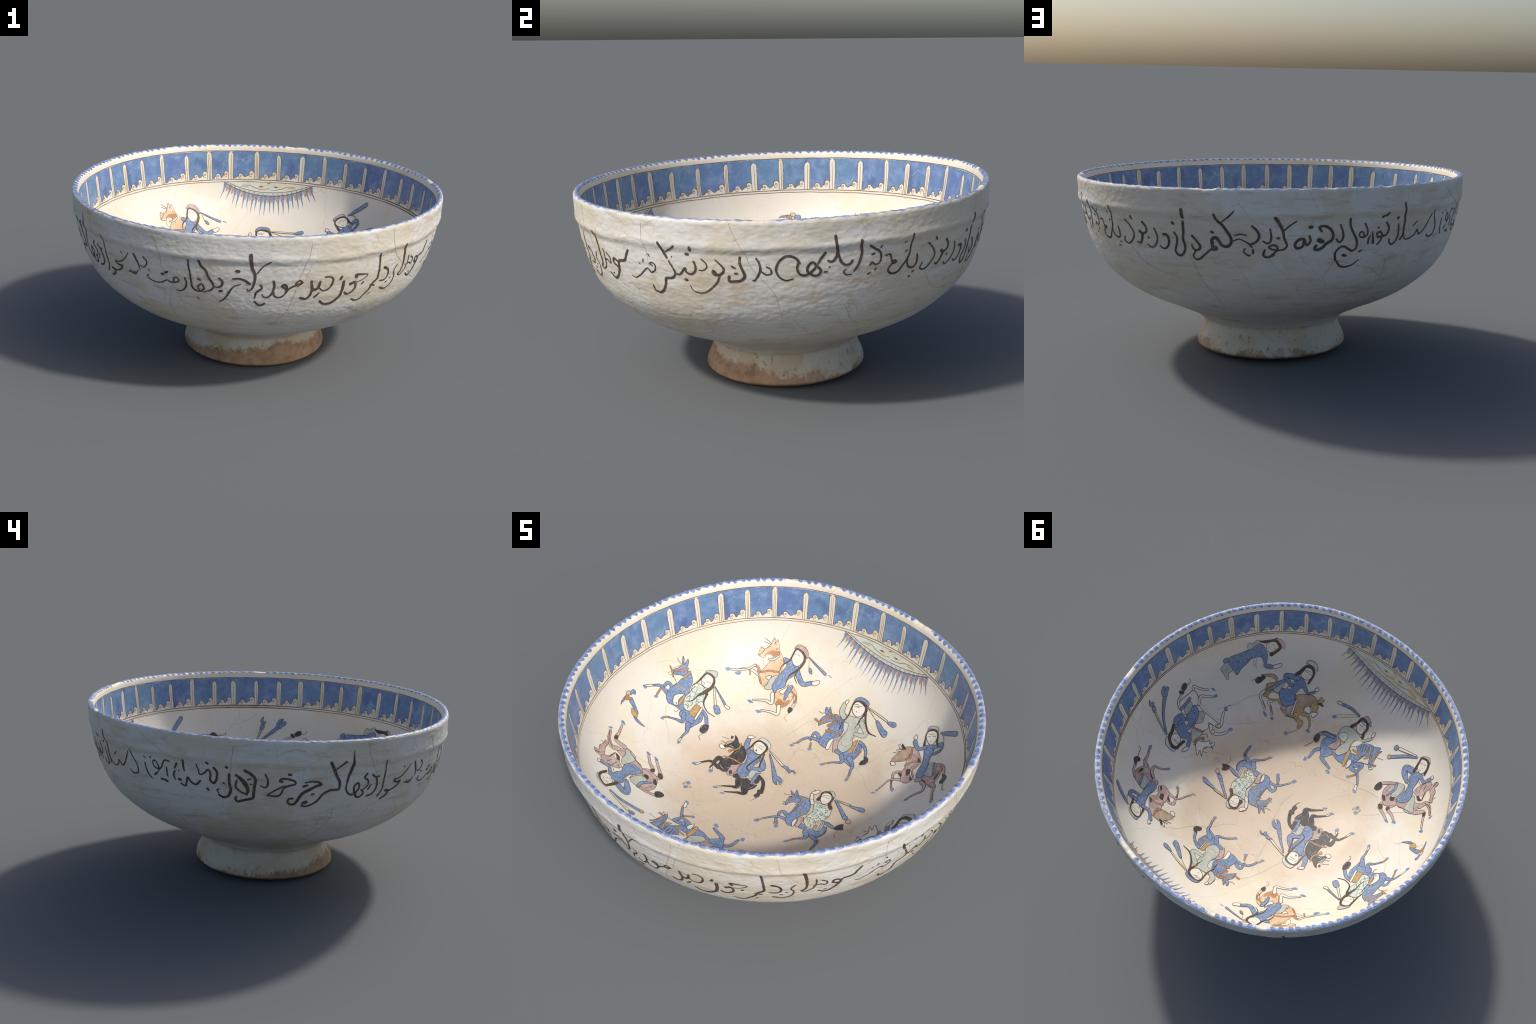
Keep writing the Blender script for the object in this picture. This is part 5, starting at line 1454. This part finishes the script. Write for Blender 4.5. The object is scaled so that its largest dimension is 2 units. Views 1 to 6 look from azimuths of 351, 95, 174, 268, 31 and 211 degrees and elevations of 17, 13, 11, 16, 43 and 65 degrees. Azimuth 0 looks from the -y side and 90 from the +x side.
def frieze():
    ink = Paint(band_drape)
    r = random.Random(5)
    n = len(POSTS)
    post_top = [LINE_TOP - (0.004 if r.random() < .45 else r.uniform(.012, .024)) for _ in range(n)]
    half = [WALL_R * math.radians(r.uniform(.74, 1.0)) for _ in range(n)]
    sway = [r.uniform(-.004, .004) for _ in range(n)]
    for i in range(n):
        # walk clockwise (rightwards from inside): from post i to post i-1
        a, b = POSTS[i], POSTS[i - 1] - (360 if i == 0 else 0)
        j = (i - 1) % n
        ua, ub = -math.radians(a) * WALL_R, -math.radians(b) * WALL_R
        left, right = ua + half[i], ub - half[j]
        w = right - left
        jit = lambda k=.003: r.uniform(-k, k)
        base = LINE_LOW + .006
        eye1, eye2 = left + w * (.36 + jit(.03)), right - w * .13
        r1, r2 = .0155 + jit(.002), .016 + jit(.002)
        foot = [(left + .001, base + .004), (left + w * .10, base + .003), (left + w * .17, base + .013 + jit()), (eye1 - r1 * .95, base + .016)]
        foot += [(eye1 + r1 * math.cos(t), base + .018 + r1 * math.sin(t)) for t in np.linspace(2.5, .3, 6)]
        foot += [(left + w * .56, base + .009 + jit()), (left + w * .66, base + .018 + jit()), (eye2 - r2 * 1.15, base + .021)]
        foot += [(eye2 + r2 * math.cos(t), base + .031 + r2 * 1.15 * math.sin(t)) for t in np.linspace(2.7, .6, 6)]
        foot += [(right, base + .040)]
        ta, tb = post_top[i], post_top[j]
        poly = list(foot)
        poly += [(right - .0015 + jit(.0012), base + .09), (right + .001 + sway[j] * .5, tb - .014), (right + half[j] * .35 + sway[j], tb - .003)]
        if tb < LINE_TOP - .008:
            poly += [(right + half[j] + sway[j], tb), (right + half[j] + sway[j], LINE_TOP - .003)]
        else:
            poly += [(right + .002 + sway[j], LINE_TOP - .003)]
        top_l = (left - half[i] + sway[i]) if ta < LINE_TOP - .008 else left - .002 + sway[i]
        for q in np.linspace(.9, .1, 5):
            poly.append((left + (right - left) * q, LINE_TOP - .003 + jit(.0012)))
        poly.append((top_l, LINE_TOP - .003))
        if ta < LINE_TOP - .008:
            poly.append((left - half[i] + sway[i], ta))
        poly += [(left - half[i] * .35 + sway[i], ta - .003), (left - .001 + sway[i] * .5, ta - .014), (left + .0015 + jit(.0012), base + .09)]
        p = Paint(band_drape)
        rough = []                                     # a brush-drawn, slightly ragged edge
        for q0, q1 in zip(poly, poly[1:] + poly[:1]):
            k = max(1, int(math.dist(q0, q1) / .009))
            for m in range(k):
                f = m / k
                rough.append((q0[0] + (q1[0] - q0[0]) * f + (r.uniform(-.0011, .0011) if k > 1 else 0), q0[1] + (q1[1] - q0[1]) * f + (r.uniform(-.0008, .0008) if k > 1 else 0)))
        p.polygon(np.array(rough), "panel", .0009, .012)
        p.make("blue_panel")
        # brown drawing: the curled foot, the posts, the eyes
        ink.ribbon(foot, [.0034, .0034], "line", .0014, .004, 2, False)
        for e, rad, up in ((eye1, r1, .017), (eye2, r2, .029)):
            ring = [(e + rad * .30 * math.cos(t), base + up + rad * .34 * math.sin(t)) for t in np.linspace(0, 2 * math.pi, 8, endpoint=False)]
            ink.ribbon(ring, [.0022, .0022], "line", .0013, .003, 2, False, True)
            ink.ribbon([(e - rad * .8, base + up + .004), (e - rad * .55, base + up - rad * .85), (e + rad * .2, base + up - rad * .95)], [.0018, .0024, .0014], "line", .00135, .004, 2)
        for side in (-1, 1):
            x0 = ua + side * half[i] * .98
            ink.ribbon([(x0, base), (x0 + jit(.001), base + .07), (x0 + sway[i] * .5, ta - .012), (ua + side * half[i] * .4 + sway[i], ta - .002)], [.0028, .0018, .0026], "line", .00150, .006, 2)
        for off in ((-.25, .30) if r.random() < .3 else (r.uniform(-.1, .2),)):
            x0 = ua + off * half[i]
            ink.ribbon([(x0, LINE_LOW), (x0 + jit(.0008), base + .06), (x0 + sway[i], ta - .018)], [.0024, .0018, .0010], "line", .00146, .006, 2)
    ink.make("frieze_linework", kind="stuff")
    rings = Paint(band_drape)
    for h, w, seed in ((LINE_TOP, .0032, 1), (LINE_LOW, .0036, 2), (LINE_LOWER, .0028, 3)):
        u = np.linspace(0, 2 * math.pi * WALL_R, 480, endpoint=False)
        th = u / WALL_R
        wob = noise3(np.cos(th) * 9 + seed * 7, np.sin(th) * 9, th * 0 + seed) * .0035
        width = w * (1 + .5 * noise3(np.cos(th) * 14, np.sin(th) * 14 + seed, th * 0)) + .004 * np.exp(-((np.angle(np.exp(1j * (th + .12)))) / .35) ** 2) * (h < .8)
        path = np.stack([u, h + wob], -1)
        lo, hi = path.copy(), path.copy()
        lo[:, 1] -= width / 2
        hi[:, 1] += width / 2
        p2 = np.concatenate([lo, hi])
        k = np.arange(480)
        rings.add(p2, [(a, (a + 1) % 480, 480 + (a + 1) % 480, 480 + a) for a in k], "line", .0013 + .0001 * seed)
    rings.make("border_line", kind="stuff")


frieze()


# --- lip: blue wash and hanging scallops -------------------------------------
LIP_IN, LIP_OUT = inner.t[-1], outer.t[-1]


def lip_drape(u, v, lift):
    """v runs over the lip: negative down the inside, positive down the outside (metres)."""
    a = -u / WALL_R
    inside = surface(inner, LIP_IN + np.minimum(v, 0), a, lift, -1)
    outside = surface(outer, LIP_OUT - np.maximum(v, 0), a, lift, 1)
    return np.where((v < 0)[..., None], inside, outside)


def chipped(deg):
    return any(abs((deg - c + 180) % 360 - 180) < w for c, w in CHIPS)


def lip():
    count = 152
    r = random.Random(9)
    wash = Paint(lip_drape)
    k = 1216
    u = np.linspace(0, 2 * math.pi * WALL_R, k, endpoint=False)
    th = u / WALL_R
    ph = th * count
    drip = np.clip(np.cos(ph * .5 + 2 * noise3(np.cos(th) * 6, np.sin(th) * 6, th * 0)), -.2, 1) * .006
    vo = .006 + drip * .8 + .004 * noise3(np.cos(th) * 12, np.sin(th) * 12 + 2, th * 0)
    vi = -.0085 + .004 * noise3(np.cos(th) * 15, np.sin(th) * 15 + 8, th * 0)
    cols = np.linspace(0, 1, 7)
    p2 = np.stack([np.stack([u, vi + (vo - vi) * c], -1) for c in cols], 1).reshape(-1, 2)
    faces = []
    for i in range(k):
        if chipped(-math.degrees(th[i])):
            continue
        for c in range(6):
            a, b = i * 7 + c, ((i + 1) % k) * 7 + c
            faces.append((a, a + 1, b + 1, b))
    wash.add(p2, faces, "rim", .0007)
    wash.make("lip_wash")
    for i in range(count):
        deg = 360 * i / count + r.uniform(-.35, .35)
        if chipped(deg):
            continue
        u0 = -math.radians(deg) * WALL_R
        w, d = r.uniform(.0112, .0142), r.uniform(.015, .020)
        top = -.0015
        poly = [(u0 + w * math.cos(t) + (.003 if math.sin(t) < -.5 else 0), top + (d if math.sin(t) < 0 else .006) * math.sin(t)) for t in np.linspace(0, 2 * math.pi, 18, endpoint=False)]
        p = Paint(lip_drape)
        p.polygon(np.array(poly), "dot", .0012, .006)
        p.make("rim_scallop")


lip()


# --- two half suns under the border -------------------------------------------
def sun(centre, half, depth, inner_depth, ray, count, seed):
    """A half sun rising from the border line: face, beaded crescent, blue rays, rust petals."""
    r = random.Random(seed)
    top = LINE_LOWER - .002

    def at(q, d):
        """q from -1 to 1 along the chord, d metres down the wall."""
        deg = centre + half * q
        return (-math.radians(deg) * WALL_R, d)

    def drape(u, v, lift):
        return surface(inner, inner.t_of_height(top) - v, -u / WALL_R, lift, -1)

    bow = lambda q, dep: dep * (1 - abs(q) ** 2.1)
    qs = np.linspace(-1, 1, 40)
    disc = Paint(drape)
    disc.polygon(np.array([at(q, bow(q, depth)) for q in qs] + [at(q, .0) for q in qs[::-1][1:-1]]), "celadon", .0009, .012)
    disc.polygon(np.array([at(q * .93, bow(q, inner_depth)) for q in qs] + [at(q * .93, .001) for q in qs[::-1][1:-1]]), "sun", .0012, .012)
    face = disc.make("half_sun")
    ink = Paint(drape)
    ink.ribbon([at(q, bow(q, depth)) for q in qs], [.0035, .003, .0035], "brown", .0016, .006, 2)
    ink.ribbon([at(q * .93, bow(q, inner_depth)) for q in qs], [.0025, .003, .0025], "brown", .0016, .006, 2)
    for q in np.linspace(-.86, .86, 17):
        m = (bow(q, depth) + bow(q / .93, inner_depth)) / 2
        ring = [(at(q, m)[0] + .0055 * math.cos(t), m + .0055 * math.sin(t)) for t in np.linspace(0, 2 * math.pi, 8, endpoint=False)]
        ink.polygon(np.array(ring), "mauve", .0014, .01)
    eye = inner_depth * .42
    for s in (-1, 1):
        e = at(s * .165, eye)
        ink.polygon(np.array([(e[0] - .018, eye), (e[0], eye - .006), (e[0] + .018, eye), (e[0], eye + .006)]), "line", .0018, .01)
        ink.ribbon([at(s * .60, eye * .75), at(s * .42, eye * .8), at(s * .30, eye * 1.35), at(s * .14, eye * 1.75), at(s * .05, eye * 1.7)], [.002, .003, .002], "brown", .0017, .005, 2)
        ink.ribbon([at(s * .62, eye * 1.05), at(s * .45, eye * 1.1)], [.002, .002], "brown", .0017, .005, 2)
    ink.ribbon([at(.03, eye * 1.5), at(-.03, eye * 1.45)], [.004, .002], "brown", .0019, .005, 2)
    ink.ribbon([at(.02, .008), at(-.03, .006)], [.004, .004], "brown", .0019, .005, 2)
    ink.make("linework", face)
    for i in range(count):
        q = -1.0 + 2.0 * (i + .5) / count + r.uniform(-.012, .012)
        d0 = bow(q * .985, depth) + .002
        ln = (ray - depth) * (.72 + .34 * (1 - q * q)) * r.uniform(.85, 1.12)
        lean = math.radians(half) * WALL_R * (q * .16 + r.uniform(-.02, .02))
        x, w = at(q, 0)[0], r.uniform(.0085, .0108)
        p = Paint(drape)
        tip = (x - lean, d0 + ln)
        p.polygon(catmull([(x - w, d0 - .004), (x - w * .62 - lean * .25, d0 + ln * .34), (x - lean * .75 - .0018, d0 + ln * .75), tip, (x - lean * .75 + .0022, d0 + ln * .75), (x + w * .52 - lean * .25, d0 + ln * .34), (x + w, d0 - .004), (x, d0 - .007)], .006, True), "blue", .0013 + .00006 * (i % 3), .01)
        p.make("sun_ray", face)
        if i < count - 1:
            q2 = q + 1.0 / count
            d1 = bow(q2 * .985, depth) + .003
            x2, l2 = at(q2, 0)[0], lean * .5
            p = Paint(drape)
            p.polygon(catmull([(x2 - .0075, d1 - .004), (x2 - .0075 - l2 * .5, d1 + .022), (x2 - l2, d1 + r.uniform(.034, .050)), (x2 + .0075 - l2 * .5, d1 + .022), (x2 + .0075, d1 - .004)], .006, True), "petal", .0010, .01)
            p.make("sun_petal", face)


sun(76.6, 18.0, .088, .066, .205, 20, 3)
sun(-105.0, 20.5, .125, .088, .245, 22, 4)


# --- dirt in the old breaks -----------------------------------------------------
def old_cracks():
    r = random.Random(21)

    def wander(start, heading, length, drape_scale=1.0):
        x, y = start
        pts, step = [(x, y)], .035
        for _ in range(int(length / step)):
            heading += r.uniform(-.28, .28)
            x, y = x + step * math.cos(heading), y + step * math.sin(heading)
            pts.append((x, y))
        return pts

    o = Paint(lambda u, v, l: on_outside(u / .96, np.clip(v, .25, .93), l))
    # (azimuth at the lip or below, start height, heading degrees, length)
    for az, h, head, ln in ((-7, .92, -62, .52), (-128, .90, -70, .45), (-84, .90, -112, .50), (-58, .92, -84, .50), (62, .62, -65, .45), (100, .62, -20, .42),
                            (118, .60, -78, .35), (42, .66, -75, .28), (168, .90, -90, .30), (197, .58, -100, .4), (205, .92, -70, .3), (140, .90, -50, .38), (-30, .90, -80, .3), (20, .55, -50, .3), (236, .62, -95, .3)):
        path = wander((math.radians(az) * .96, h), math.radians(head), ln)
        o.ribbon(path, [.0022, .0018, .0010], "crack", .0009, .006, 2)
    o.make("crack_line", kind="stuff")
    i = Paint(on_floor)
    for ang, rad, head, ln in ((160, .98, -30, .5), (120, 1.05, -75, .35), (80, .75, -150, .6), (20, .6, 160, .5), (-60, .8, 80, .5), (-20, .95, 150, .6), (45, .95, -110, .5), (200, .9, 20, .45), (-100, .7, 60, .4), (100, .5, -60, .6), (-150, .6, 10, .5), (60, .3, 10, .5)):
        s = (rad * math.cos(math.radians(ang)), rad * math.sin(math.radians(ang)))
        i.ribbon(wander(s, math.radians(head), ln), [.0010, .0024, .0010], "crack", .0006, .006, 2)
    i.make("crack_line", kind="stuff")


old_cracks()
